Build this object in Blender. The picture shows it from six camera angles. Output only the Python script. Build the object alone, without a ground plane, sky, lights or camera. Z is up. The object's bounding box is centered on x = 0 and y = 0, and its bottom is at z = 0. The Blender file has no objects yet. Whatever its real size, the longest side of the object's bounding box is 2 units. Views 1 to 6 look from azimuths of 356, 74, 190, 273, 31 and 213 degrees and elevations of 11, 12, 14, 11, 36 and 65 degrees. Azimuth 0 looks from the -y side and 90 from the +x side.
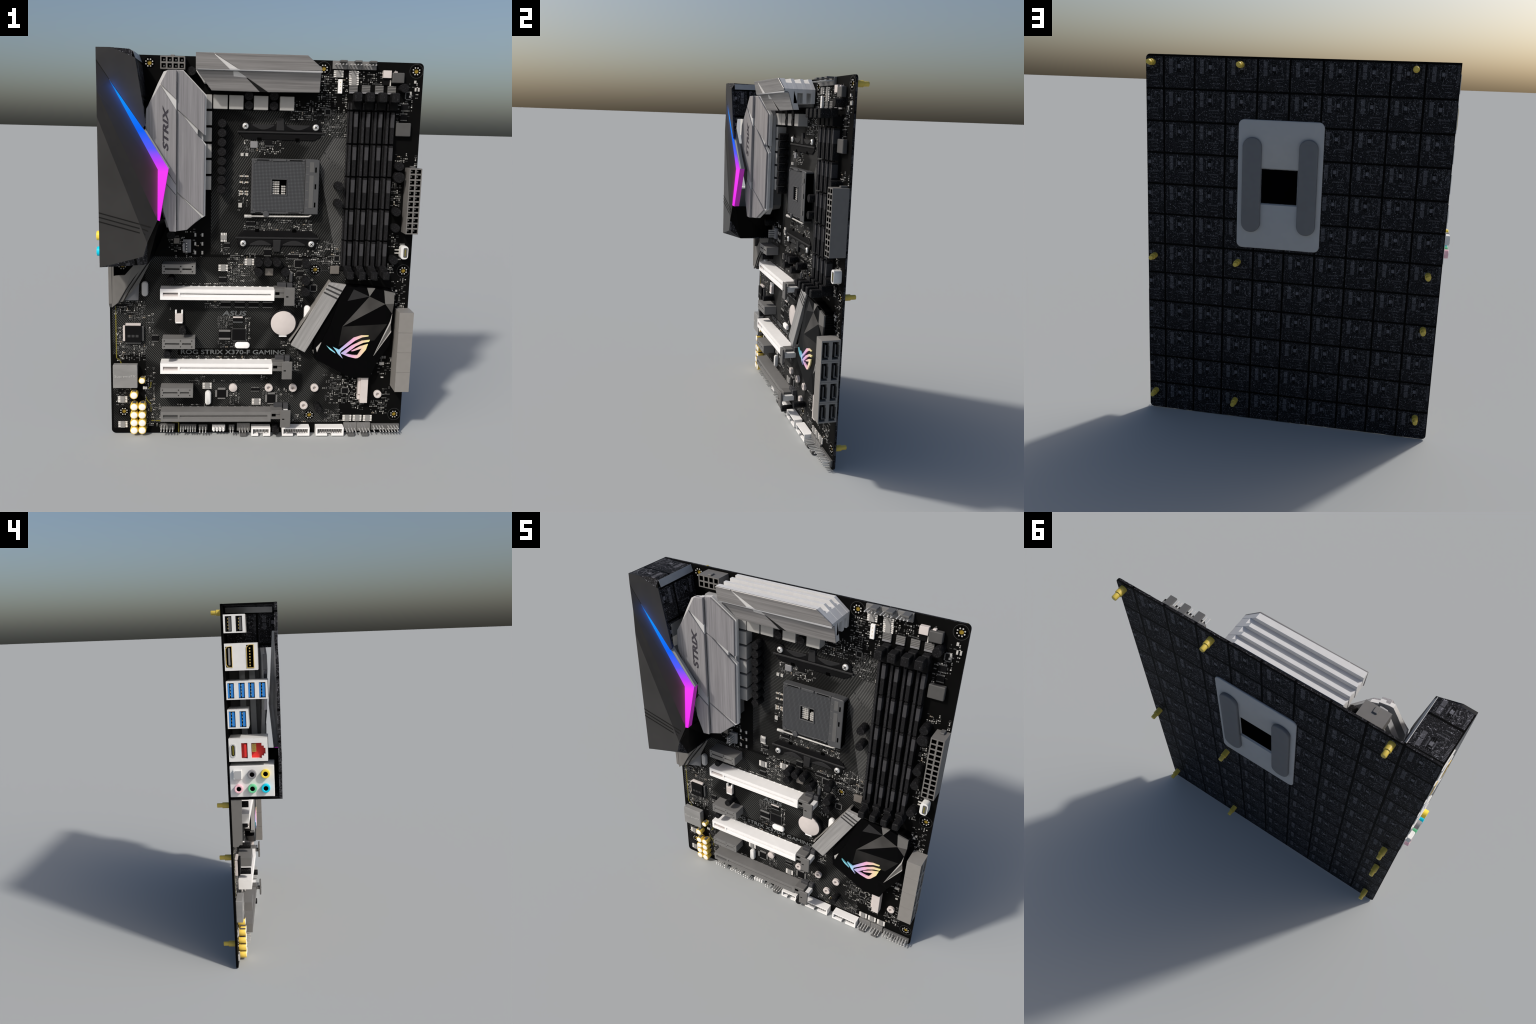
import bpy, bmesh, math, random
from mathutils import Vector, Matrix
RNG = random.Random(370)

# ------------------------------------------------------------------ scale
# metres; the board stands upright in the xz plane, its component side faces -y
YF, YB = 0.0968, 0.1092           # component side / solder side of the board
X0, X1, ZT = -0.787, 0.809, 1.999  # board outline

# ------------------------------------------------------------------ scene tree
root = bpy.data.objects.new("motherboard", None)
bpy.context.scene.collection.objects.link(root)
root["label"] = "upright black computer motherboard with silver heatsinks and glowing strip"
root["category"] = "computer motherboard"

def put(name, me, parent=None, mats=(), smooth=None):
    ob = bpy.data.objects.new(name, me)
    bpy.context.scene.collection.objects.link(ob)
    ob.parent = parent or root
    for m in mats:
        if m is not None: me.materials.append(m)
    if smooth is not None:
        for p in me.polygons: p.use_smooth = True
        try: me.set_sharp_from_angle(angle=math.radians(smooth))
        except Exception: pass
    return ob

# ------------------------------------------------------------------ node helpers
class NT:
    """small helper for writing shader maths"""
    def __init__(s, name):
        s.m = bpy.data.materials.new(name); s.m.use_nodes = True
        s.t = s.m.node_tree; s.n = s.t.nodes; s.l = s.t.links
        s.b = s.n["Principled BSDF"]
    def add(s, typ, **kw):
        nd = s.n.new(typ)
        for k, v in kw.items(): setattr(nd, k, v)
        return nd
    def inp(s, sock, v):
        if hasattr(v, "is_output"): s.l.new(v, sock)
        else: sock.default_value = v
    def math(s, op, a, b=0.0, c=None):
        nd = s.add("ShaderNodeMath", operation=op)
        s.inp(nd.inputs[0], a); s.inp(nd.inputs[1], b)
        if c is not None: s.inp(nd.inputs[2], c)
        return nd.outputs[0]
    def coords(s, kind="Object"):
        tc = s.add("ShaderNodeTexCoord"); sp = s.add("ShaderNodeSeparateXYZ")
        s.l.new(tc.outputs[kind], sp.inputs[0])
        return tc.outputs[kind], sp.outputs[0], sp.outputs[1], sp.outputs[2]
    def noise(s, vec, scale, detail=2.0, rough=0.5, stretch=None):
        if stretch:
            mp = s.add("ShaderNodeMapping"); s.l.new(vec, mp.inputs[0]); mp.inputs["Scale"].default_value = stretch
            vec = mp.outputs[0]
        nd = s.add("ShaderNodeTexNoise"); s.l.new(vec, nd.inputs["Vector"])
        nd.inputs["Scale"].default_value = scale; nd.inputs["Detail"].default_value = detail
        nd.inputs["Roughness"].default_value = rough
        return nd.outputs["Fac"]
    def ramp(s, fac, stops):
        nd = s.add("ShaderNodeValToRGB"); s.inp(nd.inputs[0], fac)
        cr = nd.color_ramp
        while len(cr.elements) < len(stops): cr.elements.new(0.5)
        for e, (p, c) in zip(cr.elements, stops): e.position = p; e.color = (*c, 1)
        return nd.outputs[0]
    def mix(s, fac, a, b, blend="MIX"):
        nd = s.add("ShaderNodeMix", data_type="RGBA", blend_type=blend)
        s.inp(nd.inputs[0], fac)
        for sk, v in ((nd.inputs[6], a), (nd.inputs[7], b)):
            s.inp(sk, (*v, 1) if isinstance(v, tuple) and len(v) == 3 else v)
        return nd.outputs[2]
    def rect(s, u, v, x0, x1, y0, y1):
        a = s.math("LESS_THAN", s.math("ABSOLUTE", s.math("SUBTRACT", u, (x0 + x1) / 2)), (x1 - x0) / 2)
        b = s.math("LESS_THAN", s.math("ABSOLUTE", s.math("SUBTRACT", v, (y0 + y1) / 2)), (y1 - y0) / 2)
        return s.math("MULTIPLY", a, b)
    def out(s, col, rough=0.5, metal=0.0, spec=0.5):
        s.inp(s.b.inputs["Base Color"], (*col, 1) if isinstance(col, tuple) and len(col) == 3 else col)
        s.inp(s.b.inputs["Roughness"], rough); s.inp(s.b.inputs["Metallic"], metal)
        s.inp(s.b.inputs["Specular IOR Level"], spec)
        return s.m

def plain(name, col, rough=0.55, metal=0.0, spec=0.3, var=0.06, scale=30):
    s = NT(name); vec, *_ = s.coords()
    f = s.noise(vec, scale, 3)
    lo = tuple(c * (1 - var) for c in col); hi = tuple(min(1, c * (1 + var)) for c in col)
    return s.out(s.ramp(f, [(0.3, lo), (0.7, hi)]), rough, metal, spec)

def brushed(name, lo, hi, stretch, rough=0.42, metal=0.0):
    s = NT(name); vec, *_ = s.coords()
    a = s.noise(vec, 1.0, 5, 0.65, stretch)
    return s.out(s.ramp(a, [(0.3, lo), (0.7, hi)]), rough, metal, 0.35)

def printed(name, base=0.0105, scale=1.0, axes="xz", off=(0.7115, 1.9945), rough=0.5, strength=1.0, per=0.1667):
    """black plastic with a faint repeating circuit print, tiled every 0.167 m"""
    s = NT(name); vec, x, y, z = s.coords()
    ax = {"x": x, "y": y, "z": z}
    def tile(c, o): return s.math("FRACT", s.math("DIVIDE", s.math("SUBTRACT", o + 50 * per, c), per))
    u, v = tile(ax[axes[0]], off[0]), tile(ax[axes[1]], off[1])
    R = lambda *a: s.rect(u, v, *a)
    acc = None
    def plus(m, k):
        nonlocal acc
        m = s.math("MULTIPLY", m, k)
        acc = m if acc is None else s.math("ADD", acc, m)
    fine = s.noise(vec, 240, 2, 0.6); mid = s.noise(vec, 90, 2, 0.6)
    speck = s.math("GREATER_THAN", fine, 0.58); speck2 = s.math("GREATER_THAN", mid, 0.56)
    dash = s.math("GREATER_THAN", s.math("FRACT", s.math("MULTIPLY", v, 26.0)), 0.5)
    dashu = s.math("GREATER_THAN", s.math("FRACT", s.math("MULTIPLY", u, 30.0)), 0.4)
    plus(R(.17, .29, .10, .31), 0.050); plus(R(.17, .29, .33, .53), 0.046)
    plus(R(.07, .10, .2, .4), 0.022)
    plus(R(.45, .54, .26, .37), 0.085); plus(R(.385, .42, .19, .44), 0.032); plus(R(.56, .60, .19, .44), 0.032)
    plus(R(.46, .80, .60, .635), 0.032); plus(s.math("MULTIPLY", R(.57, .78, .69, .71), dashu), 0.05)
    plus(R(.60, .79, .80, .825), 0.042); plus(R(.67, .79, .91, .94), 0.032)
    plus(s.math("MULTIPLY", R(.88, .96, .06, .60), dash), 0.05)
    plus(s.math("MULTIPLY", R(.035, .06, .55, .95), dash), 0.035)
    plus(s.math("MULTIPLY", R(.70, .78, .08, .36), s.math("MULTIPLY", dash, dashu)), 0.03)
    body = R(.03, .965, .035, .975)
    plus(s.math("MULTIPLY", s.math("MULTIPLY", body, speck), speck2), 0.11)
    plus(s.math("MULTIPLY", body, speck), 0.024)
    plus(R(.43, .56, .13, .25), -0.006); plus(R(.43, .56, .39, .50), -0.006)
    plus(s.math("MULTIPLY", R(.06, .86, .06, .17), speck), 0.03); plus(s.math("MULTIPLY", R(.62, .88, .1, .6), speck2), 0.022); plus(s.math("MULTIPLY", R(.1, .5, .6, .8), s.math("MULTIPLY", speck, speck2)), 0.05)
    plus(body, 0.004)
    val = s.math("MULTIPLY_ADD", acc, strength, 0.0015)
    val = s.math("MULTIPLY_ADD", body, base * 0.5, val)
    cmb = s.add("ShaderNodeCombineColor")
    s.l.new(val, cmb.inputs[0]); s.l.new(val, cmb.inputs[1]); s.l.new(s.math("MULTIPLY", val, 1.12), cmb.inputs[2])
    return s.out(cmb.outputs[0], rough, 0, 0.03)

# ------------------------------------------------------------------ materials
M = {}
def speckle(name, base, amp):
    s = NT(name); vec, x, y, z = s.coords()
    f = s.noise(vec, 210, 2, 0.6); g = s.noise(vec, 40, 2)
    v = s.math("MULTIPLY_ADD", s.math("GREATER_THAN", f, 0.63), amp, s.math("MULTIPLY_ADD", g, base * 0.6, base * 0.7))
    c = s.add("ShaderNodeCombineColor")
    for i, k in enumerate((1, 1, 1.08)): s.l.new(s.math("MULTIPLY", v, k), c.inputs[i])
    return s.out(c.outputs[0], 0.5, 0, 0.06)
M["cap"] = speckle("speckled_black_sleeve", 0.009, 0.035)
M["print"]  = printed("printed_black")
M["printyz"] = printed("printed_black_side", axes="yz", off=(0.097, 1.955), strength=1.25)
M["printxy"] = printed("printed_black_top", axes="xy", off=(-0.62, 0.097), strength=1.25)
M["dark"]   = plain("matt_black_plastic", (0.006, 0.006, 0.0065), 0.6, spec=0.05)
M["bracket"] = plain("bracket_satin_black", (0.022, 0.022, 0.023), 0.5, spec=0.12)
M["void"]   = plain("black_hollow", (0.0015, 0.0015, 0.0015), 0.9, spec=0.0)
M["shell"]  = plain("gunmetal_shroud_coat", (0.032, 0.0314, 0.0312), 0.36, spec=0.24, var=0.12, scale=6)
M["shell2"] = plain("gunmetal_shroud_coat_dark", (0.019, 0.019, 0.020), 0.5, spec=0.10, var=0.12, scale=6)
M["groove"] = plain("engraved_line_black", (0.013, 0.013, 0.013), 0.6, spec=0.05)
M["alu"]    = plain("cast_aluminium_paint", (0.60, 0.595, 0.59), 0.55, spec=0.1, var=0.03)
M["alu_mid"] = plain("aluminium_paint_grey", (0.36, 0.365, 0.375), 0.5, spec=0.15, var=0.04)
M["brush_x"] = brushed("brushed_metal_across", (0.165, 0.159, 0.156), (0.300, 0.290, 0.286), (2.5, 130, 130), 0.36, 0.2)
M["brush_z"] = brushed("brushed_metal_upright", (0.225, 0.216, 0.223), (0.380, 0.366, 0.376), (130, 130, 2.5), 0.36, 0.2)
M["polish"] = plain("polished_dark_metal", (0.30, 0.29, 0.31), 0.16, 1.0, 0.5, 0.05)
M["bar"]    = brushed("brushed_metal_bar", (0.20, 0.198, 0.195), (0.36, 0.355, 0.35), (3, 80, 80))
M["white"]  = plain("white_plastic", (0.88, 0.87, 0.86), 0.45, var=0.02)
M["cream"]  = plain("warm_grey_tin", (0.60, 0.55, 0.53), 0.4, var=0.03)
M["port"]   = plain("white_port_shell", (0.72, 0.72, 0.71), 0.4, var=0.03)
M["grey"]   = plain("grey_plastic", (0.165, 0.163, 0.160), 0.5, var=0.04)
M["grey_d"] = plain("dark_grey_plastic", (0.10, 0.10, 0.10), 0.5, var=0.04)
M["inductor"] = plain("ferrite_grey", (0.075, 0.074, 0.073), 0.45, var=0.06)
M["grey_l"] = plain("light_grey_plastic", (0.225, 0.217, 0.206), 0.5, var=0.03, spec=0.15)
M["latch"]  = plain("latch_grey", (0.135, 0.133, 0.130), 0.5, var=0.04, spec=0.15)
M["wing"]   = plain("latch_foot_grey", (0.055, 0.056, 0.060), 0.5, spec=0.1)
M["chip"]   = plain("chip_grey", (0.25, 0.246, 0.24), 0.5, var=0.04, spec=0.15)
M["atx"]    = plain("warm_grey_plastic", (0.15, 0.145, 0.14), 0.5, var=0.04, spec=0.15)
M["choke"]  = plain("choke_grey", (0.33, 0.325, 0.315), 0.5, var=0.03)
M["side"]   = plain("side_cover_grey", (0.155, 0.150, 0.143), 0.5, var=0.04, spec=0.15)
M["plate"]  = plain("backplate_grey", (0.375, 0.38, 0.39), 0.5, var=0.02)
M["plate_d"] = plain("backplate_pad_grey", (0.140, 0.144, 0.153), 0.6, var=0.03)
M["brass"]  = plain("brass_yellow", (0.62, 0.47, 0.08), 0.4, 0.0, 0.4, 0.05)
M["brass_end"] = plain("dull_brass", (0.26, 0.175, 0.02), 0.5, 0.0, 0.2, 0.05)  # brass lowered in tone for the shadow inside each drilled hole
M["gold"]   = plain("gold_sleeve", (0.82, 0.58, 0.10), 0.4, 0.0, 0.4, 0.05)
M["goldtop"] = plain("capacitor_lid_white", (0.9, 0.89, 0.86), 0.35, var=0.02)
M["tin"]    = plain("bright_tin", (0.75, 0.73, 0.70), 0.3, 0.0, 0.5, 0.08, 60)
M["steel"]  = plain("steel_pin", (0.62, 0.62, 0.61), 0.3, 0.4, 0.5, 0.05)
M["screw"]  = plain("polished_screw", (0.82, 0.81, 0.79), 0.22, 0.6, 0.6, 0.1, 80)
M["smd_w"]  = plain("solder_white", (0.46, 0.45, 0.43), 0.4, var=0.25, scale=120)
M["smd_g"]  = plain("solder_grey", (0.14, 0.14, 0.137), 0.45, var=0.3, scale=120)
M["smd_d"]  = plain("resistor_dark_grey", (0.060, 0.060, 0.060), 0.5, var=0.3, scale=120)
M["smd_t"]  = plain("ceramic_tan", (0.38, 0.32, 0.25), 0.45, var=0.2, scale=120)
M["silk"]   = plain("silkscreen_grey", (0.115, 0.122, 0.126), 0.6, var=0.1)
M["silk_d"] = plain("silkscreen_dark", (0.035, 0.035, 0.036), 0.6, var=0.1)
M["trace"]  = plain("yellow_trace", (0.16, 0.14, 0.015), 0.5)
M["text_d"] = plain("dark_engraved_letter", (0.045, 0.04, 0.05), 0.5)
M["text_l"] = plain("pale_letter", (0.42, 0.42, 0.41), 0.5)
M["tan"]    = plain("metal_can_tan", (0.17, 0.155, 0.14), 0.35, 0.2, var=0.05)
M["socket"] = plain("socket_grey", (0.064, 0.066, 0.070), 0.5, var=0.06)
M["blue"]   = plain("usb_blue", (0.03, 0.22, 0.62), 0.4)
M["red"]    = plain("port_red", (0.72, 0.035, 0.03), 0.4)
M["yellow"] = plain("jack_yellow", (0.86, 0.65, 0.07), 0.4)
M["pink"]   = plain("jack_pink", (0.86, 0.52, 0.58), 0.4)
M["green"]  = plain("jack_green", (0.15, 0.58, 0.30), 0.4)
M["cyan"]   = plain("jack_cyan", (0.0, 0.58, 0.80), 0.4)
M["jackgrey"] = plain("jack_grey", (0.22, 0.22, 0.23), 0.4)
M["contact"] = plain("gold_contact", (0.62, 0.45, 0.13), 0.35, 0.3)
M["gloss"]  = plain("gloss_black", (0.0018, 0.0018, 0.002), 0.35, 0.0, 0.03)
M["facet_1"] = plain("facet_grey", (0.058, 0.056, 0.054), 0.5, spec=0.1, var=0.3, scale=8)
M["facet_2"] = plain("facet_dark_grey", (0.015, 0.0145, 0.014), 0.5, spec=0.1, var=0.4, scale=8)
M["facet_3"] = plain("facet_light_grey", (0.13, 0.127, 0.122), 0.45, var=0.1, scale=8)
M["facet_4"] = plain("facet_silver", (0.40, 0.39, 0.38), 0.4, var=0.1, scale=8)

# solid socket face with a fine pin-hole grid
def socket_grid():
    s = NT("pin_grid_grey"); vec, x, y, z = s.coords()
    def g(c): return s.math("GREATER_THAN", s.math("FRACT", s.math("MULTIPLY", s.math("ADD", c, 10.0), 1 / 0.0072)), 0.42)
    m = s.math("MULTIPLY", g(x), g(z))
    return s.out(s.mix(m, (0.028, 0.030, 0.033), (0.082, 0.085, 0.092)), 0.55, 0, 0.25)
M["grid"] = socket_grid()

# board face: black lacquer with hair-line diagonal print that swells and fades in bands
def board_face():
    s = NT("board_lacquer"); vec, x, y, z = s.coords()
    def lines(sx, sz, per):
        w = s.math("MULTIPLY_ADD", x, sx, s.math("MULTIPLY", z, sz))
        t = s.math("ABSOLUTE", s.math("SUBTRACT", s.math("FRACT", s.math("DIVIDE", s.math("ADD", w, 20.0), per)), 0.5))
        r = s.add("ShaderNodeMapRange", interpolation_type="SMOOTHSTEP")
        s.l.new(t, r.inputs[0]); r.inputs[1].default_value = 0.22; r.inputs[2].default_value = 0.36
        return r.outputs[0]
    up = lines(0.90, 0.43, 0.0078)     # leans like a backslash on the upper half
    dn = lines(0.82, -0.57, 0.0078)    # leans like a slash on the lower half
    hi = s.math("GREATER_THAN", z, 0.985)
    ln = s.math("ADD", s.math("MULTIPLY", up, hi), s.math("MULTIPLY", dn, s.math("SUBTRACT", 1.0, hi)))
    # broad streaks of brightness
    def streak(sx, sz, sc, ph):
        w = s.math("MULTIPLY_ADD", x, sx, s.math("MULTIPLY_ADD", z, sz, ph))
        n = s.add("ShaderNodeTexNoise", noise_dimensions="1D"); s.l.new(w, n.inputs["W"])
        n.inputs["Scale"].default_value = sc; n.inputs["Detail"].default_value = 1.0
        r = s.add("ShaderNodeMapRange", interpolation_type="SMOOTHSTEP"); s.l.new(n.outputs["Fac"], r.inputs[0])
        r.inputs[1].default_value = 0.47; r.inputs[2].default_value = 0.66
        return r.outputs[0]
    glow = s.math("MAXIMUM", streak(0.85, -0.5, 6.0, 3.1), streak(0.45, 0.9, 5.0, 8.3))
    amp = s.math("MULTIPLY_ADD", glow, 0.050, 0.017)
    # pale triangular chevron beside the socket
    def half(a, b, c): return s.math("GREATER_THAN", s.math("MULTIPLY_ADD", x, a, s.math("MULTIPLY_ADD", z, b, c)), 0.0)
    chev = s.math("MULTIPLY", s.rect(x, z, 0.30, 0.432, 1.02, 1.615), half(0.80, -0.50, 0.515))
    chev = s.math("MULTIPLY", chev, half(1.0, 0.22, -0.62))
    amp = s.math("MULTIPLY_ADD", chev, 0.050, amp)
    # plain black fields without print
    region = s.math("ADD", s.rect(x, z, -0.26, 0.432, 1.0, 1.742), s.rect(x, z, -0.60, 0.46, 0.06, 0.985))
    region = s.math("ADD", region, s.rect(x, z, -0.775, -0.601, 0.45, 0.80))
    region = s.math("MINIMUM", s.math("ADD", region, s.rect(x, z, -0.775, -0.68, 0.03, 0.26)), 1.0)
    lab = s.rect(x, z, -0.43, 0.155, 0.447, 0.486)
    region = s.math("MULTIPLY", region, s.math("SUBTRACT", 1.0, lab))
    base = s.math("MULTIPLY_ADD", s.noise(vec, 9, 3), 0.003, 0.002)
    base = s.math("MULTIPLY_ADD", s.math("MULTIPLY", chev, region), 0.02, base)
    val = s.math("MULTIPLY_ADD", s.math("MULTIPLY", ln, region), amp, base)
    cmb = s.add("ShaderNodeCombineColor")
    s.l.new(val, cmb.inputs[0]); s.l.new(s.math("MULTIPLY", val, 1.01), cmb.inputs[1]); s.l.new(s.math("MULTIPLY", val, 1.0), cmb.inputs[2])
    return s.out(cmb.outputs[0], 0.55, 0, 0.03)
M["board"] = board_face()

def led(name, power):
    s = NT(name); vec, x, y, z = s.coords()
    r = s.add("ShaderNodeMapRange"); s.l.new(z, r.inputs[0]); r.inputs[1].default_value = 1.20; r.inputs[2].default_value = 1.87
    col = s.ramp(r.outputs[0], [(0.0, (0.95, 0.03, 0.95)), (0.36, (0.98, 0.05, 0.98)), (0.43, (0.55, 0.05, 1.0)),
                                (0.52, (0.10, 0.11, 1.0)), (0.64, (0.0, 0.13, 1.0)), (0.88, (0.0, 0.30, 1.0)), (1.0, (0.0, 0.06, 0.40))])
    s.inp(s.b.inputs["Emission Color"], col); s.b.inputs["Emission Strength"].default_value = power
    return s.out((0.005, 0.005, 0.005) if power > 0.5 else (0.06, 0.05, 0.07), 0.6, 0, 0.02)
M["led"] = led("glowing_light_bar", 0.95); M["led_side"] = led("light_bar_flank", 0.22)

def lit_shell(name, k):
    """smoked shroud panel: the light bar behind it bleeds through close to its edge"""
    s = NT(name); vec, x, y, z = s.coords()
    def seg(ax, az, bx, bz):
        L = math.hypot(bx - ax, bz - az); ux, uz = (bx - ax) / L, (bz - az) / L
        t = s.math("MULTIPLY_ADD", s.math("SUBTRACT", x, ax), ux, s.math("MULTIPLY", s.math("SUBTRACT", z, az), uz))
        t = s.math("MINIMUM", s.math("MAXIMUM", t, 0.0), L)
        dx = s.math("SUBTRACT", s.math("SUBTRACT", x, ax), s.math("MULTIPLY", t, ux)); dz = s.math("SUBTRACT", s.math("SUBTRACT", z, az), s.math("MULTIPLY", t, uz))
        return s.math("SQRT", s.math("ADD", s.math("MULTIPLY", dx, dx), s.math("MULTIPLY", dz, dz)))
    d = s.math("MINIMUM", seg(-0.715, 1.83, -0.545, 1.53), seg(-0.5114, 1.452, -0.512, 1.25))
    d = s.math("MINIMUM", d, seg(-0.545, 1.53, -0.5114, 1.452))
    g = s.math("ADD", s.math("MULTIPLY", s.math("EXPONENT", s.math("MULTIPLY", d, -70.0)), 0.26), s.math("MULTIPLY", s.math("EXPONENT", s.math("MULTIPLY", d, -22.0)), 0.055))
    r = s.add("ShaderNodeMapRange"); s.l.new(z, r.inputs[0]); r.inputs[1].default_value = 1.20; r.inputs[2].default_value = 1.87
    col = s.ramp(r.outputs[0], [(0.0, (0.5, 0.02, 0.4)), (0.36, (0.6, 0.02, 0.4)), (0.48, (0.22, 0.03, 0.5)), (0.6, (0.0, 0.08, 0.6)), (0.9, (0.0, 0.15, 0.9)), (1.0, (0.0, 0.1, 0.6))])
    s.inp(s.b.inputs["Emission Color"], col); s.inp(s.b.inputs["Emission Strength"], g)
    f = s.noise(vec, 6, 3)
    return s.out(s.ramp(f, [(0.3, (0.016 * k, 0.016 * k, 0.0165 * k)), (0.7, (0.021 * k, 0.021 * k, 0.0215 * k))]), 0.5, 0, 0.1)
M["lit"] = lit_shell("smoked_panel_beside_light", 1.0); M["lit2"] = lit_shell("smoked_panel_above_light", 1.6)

def logo_mat():
    s = NT("rainbow_badge"); vec, x, y, z = s.coords()
    r = s.add("ShaderNodeMapRange"); s.l.new(x, r.inputs[0]); r.inputs[1].default_value = 0.36; r.inputs[2].default_value = 0.597
    col = s.ramp(r.outputs[0], [(0.0, (0.25, 0.75, 0.82)), (0.25, (0.28, 0.66, 0.85)), (0.40, (0.52, 0.45, 0.78)),
                                (0.60, (0.80, 0.42, 0.66)), (0.80, (0.82, 0.60, 0.45)), (1.0, (0.84, 0.80, 0.30))])
    return s.out(col, 0.4)
M["logo"] = logo_mat()

# ------------------------------------------------------------------ mesh helpers
def mesh(name, verts, faces, mi=None):
    me = bpy.data.meshes.new(name); me.from_pydata([tuple(v) for v in verts], [], faces)
    if mi:
        for p, i in zip(me.polygons, mi): p.material_index = i
    me.update(); return me

def fix(me):
    bm = bmesh.new(); bm.from_mesh(me); bmesh.ops.remove_doubles(bm, verts=bm.verts, dist=1e-6)
    bmesh.ops.recalc_face_normals(bm, faces=bm.faces); bm.to_mesh(me); bm.free(); return me

def bevelled(me, w, seg=1, ang=30):
    bm = bmesh.new(); bm.from_mesh(me)
    ed = [e for e in bm.edges if len(e.link_faces) == 2 and e.calc_face_angle(0) > math.radians(ang)]
    bmesh.ops.bevel(bm, geom=ed, offset=w, segments=seg, affect="EDGES", profile=0.5, clamp_overlap=True)
    bm.to_mesh(me); bm.free(); return me

def box_data(x0, x1, y0, y1, z0, z1, bev=0.0, seg=1):
    v = [(x, y, z) for x in (x0, x1) for y in (y0, y1) for z in (z0, z1)]
    f = [(0, 1, 3, 2), (4, 6, 7, 5), (0, 4, 5, 1), (2, 3, 7, 6), (0, 2, 6, 4), (1, 5, 7, 3)]
    me = fix(mesh("box", v, f))
    if bev: bevelled(me, bev, seg)
    return me

def box(name, x0, x1, y0, y1, z0, z1, mat, parent=None, bev=0.0015, seg=1):
    me = box_data(x0, x1, y0, y1, z0, z1, bev, seg); me.name = name
    return put(name, me, parent, [M[mat]])

def prism_data(poly, y0, y1, bev=0.0, seg=1):
    n = len(poly)
    v = [(p[0], y0, p[1]) for p in poly] + [(p[0], y1, p[1]) for p in poly]
    f = [tuple(range(n)), tuple(range(2 * n - 1, n - 1, -1))] + [(i, (i + 1) % n, n + (i + 1) % n, n + i) for i in range(n)]
    me = fix(mesh("prism", v, f))
    if bev: bevelled(me, bev, seg)
    return me

def prism(name, poly, y0, y1, mat, parent=None, bev=0.0, seg=1, smooth=None):
    me = prism_data(poly, y0, y1, bev, seg); me.name = name
    return put(name, me, parent, [M[mat]], smooth)

def rounded(x0, x1, z0, z1, r, n=6, corners=(1, 1, 1, 1)):
    P = []
    for k, (cx, cz, a0) in enumerate(((x1 - r, z1 - r, 0), (x0 + r, z1 - r, 90), (x0 + r, z0 + r, 180), (x1 - r, z0 + r, 270))):
        if not corners[k]:
            P.append(((x1, x0, x0, x1)[k], (z1, z1, z0, z0)[k])); continue
        for i in range(n + 1):
            a = math.radians(a0 + 90 * i / n); P.append((cx + r * math.cos(a), cz + r * math.sin(a)))
    return P

def circle(cx, cz, r, n=24, a0=0):
    return [(cx + r * math.cos(a0 + 2 * math.pi * i / n), cz + r * math.sin(a0 + 2 * math.pi * i / n)) for i in range(n)]

def cyl_data(r, y0, y1, n=24, bev=0.0):
    return prism_data(circle(0, 0, r, n), y0, y1, bev)

def ring_data(r0, r1, y0, y1, n=24):
    v = []; f = []
    for i in range(n):
        a = 2 * math.pi * i / n; c, s_ = math.cos(a), math.sin(a)
        v += [(r0 * c, y0, r0 * s_), (r1 * c, y0, r1 * s_), (r1 * c, y1, r1 * s_), (r0 * c, y1, r0 * s_)]
    for i in range(n):
        a, b = 4 * i, 4 * ((i + 1) % n)
        for k in range(4): f.append((a + k, b + k, b + (k + 1) % 4, a + (k + 1) % 4))
    return fix(mesh("ring", v, f))

def turned(profile, n=24):
    """solid of revolution about y: profile = [(radius, y), ...] from front to back"""
    v = []; f = []
    for r, y in profile:
        for i in range(n):
            a = 2 * math.pi * i / n; v.append((r * math.cos(a), y, r * math.sin(a)))
    k = len(profile)
    for j in range(k - 1):
        for i in range(n):
            f.append((j * n + i, j * n + (i + 1) % n, (j + 1) * n + (i + 1) % n, (j + 1) * n + i))
    f.append(tuple(range(n))); f.append(tuple(range((k - 1) * n, k * n)))
    return fix(mesh("turned", v, f))

def shell(pts, faces, t, mi=None, axis=1):
    """faceted plate: front facets given by named points, thickened by t along the axis"""
    names = list(pts); idx = {n: i for i, n in enumerate(names)}; k = len(names)
    v = [Vector(pts[n]) for n in names]; d = Vector((0, 0, 0)); d[axis] = t
    v = v + [p + d for p in v]
    F = [tuple(idx[n] for n in f) for f in faces]; mi = list(mi or [0] * len(F))
    edges = {}
    for f, m in zip(F, mi):
        for a, b in zip(f, f[1:] + f[:1]):
            if (b, a) in edges: del edges[(b, a)]
            else: edges[(a, b)] = m
    G = list(F) + [tuple(k + i for i in reversed(f)) for f in F]; MI = mi + mi
    for (a, b), m in edges.items(): G.append((b, a, a + k, b + k)); MI.append(m)
    return mesh("shell", v, G, MI)

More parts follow.
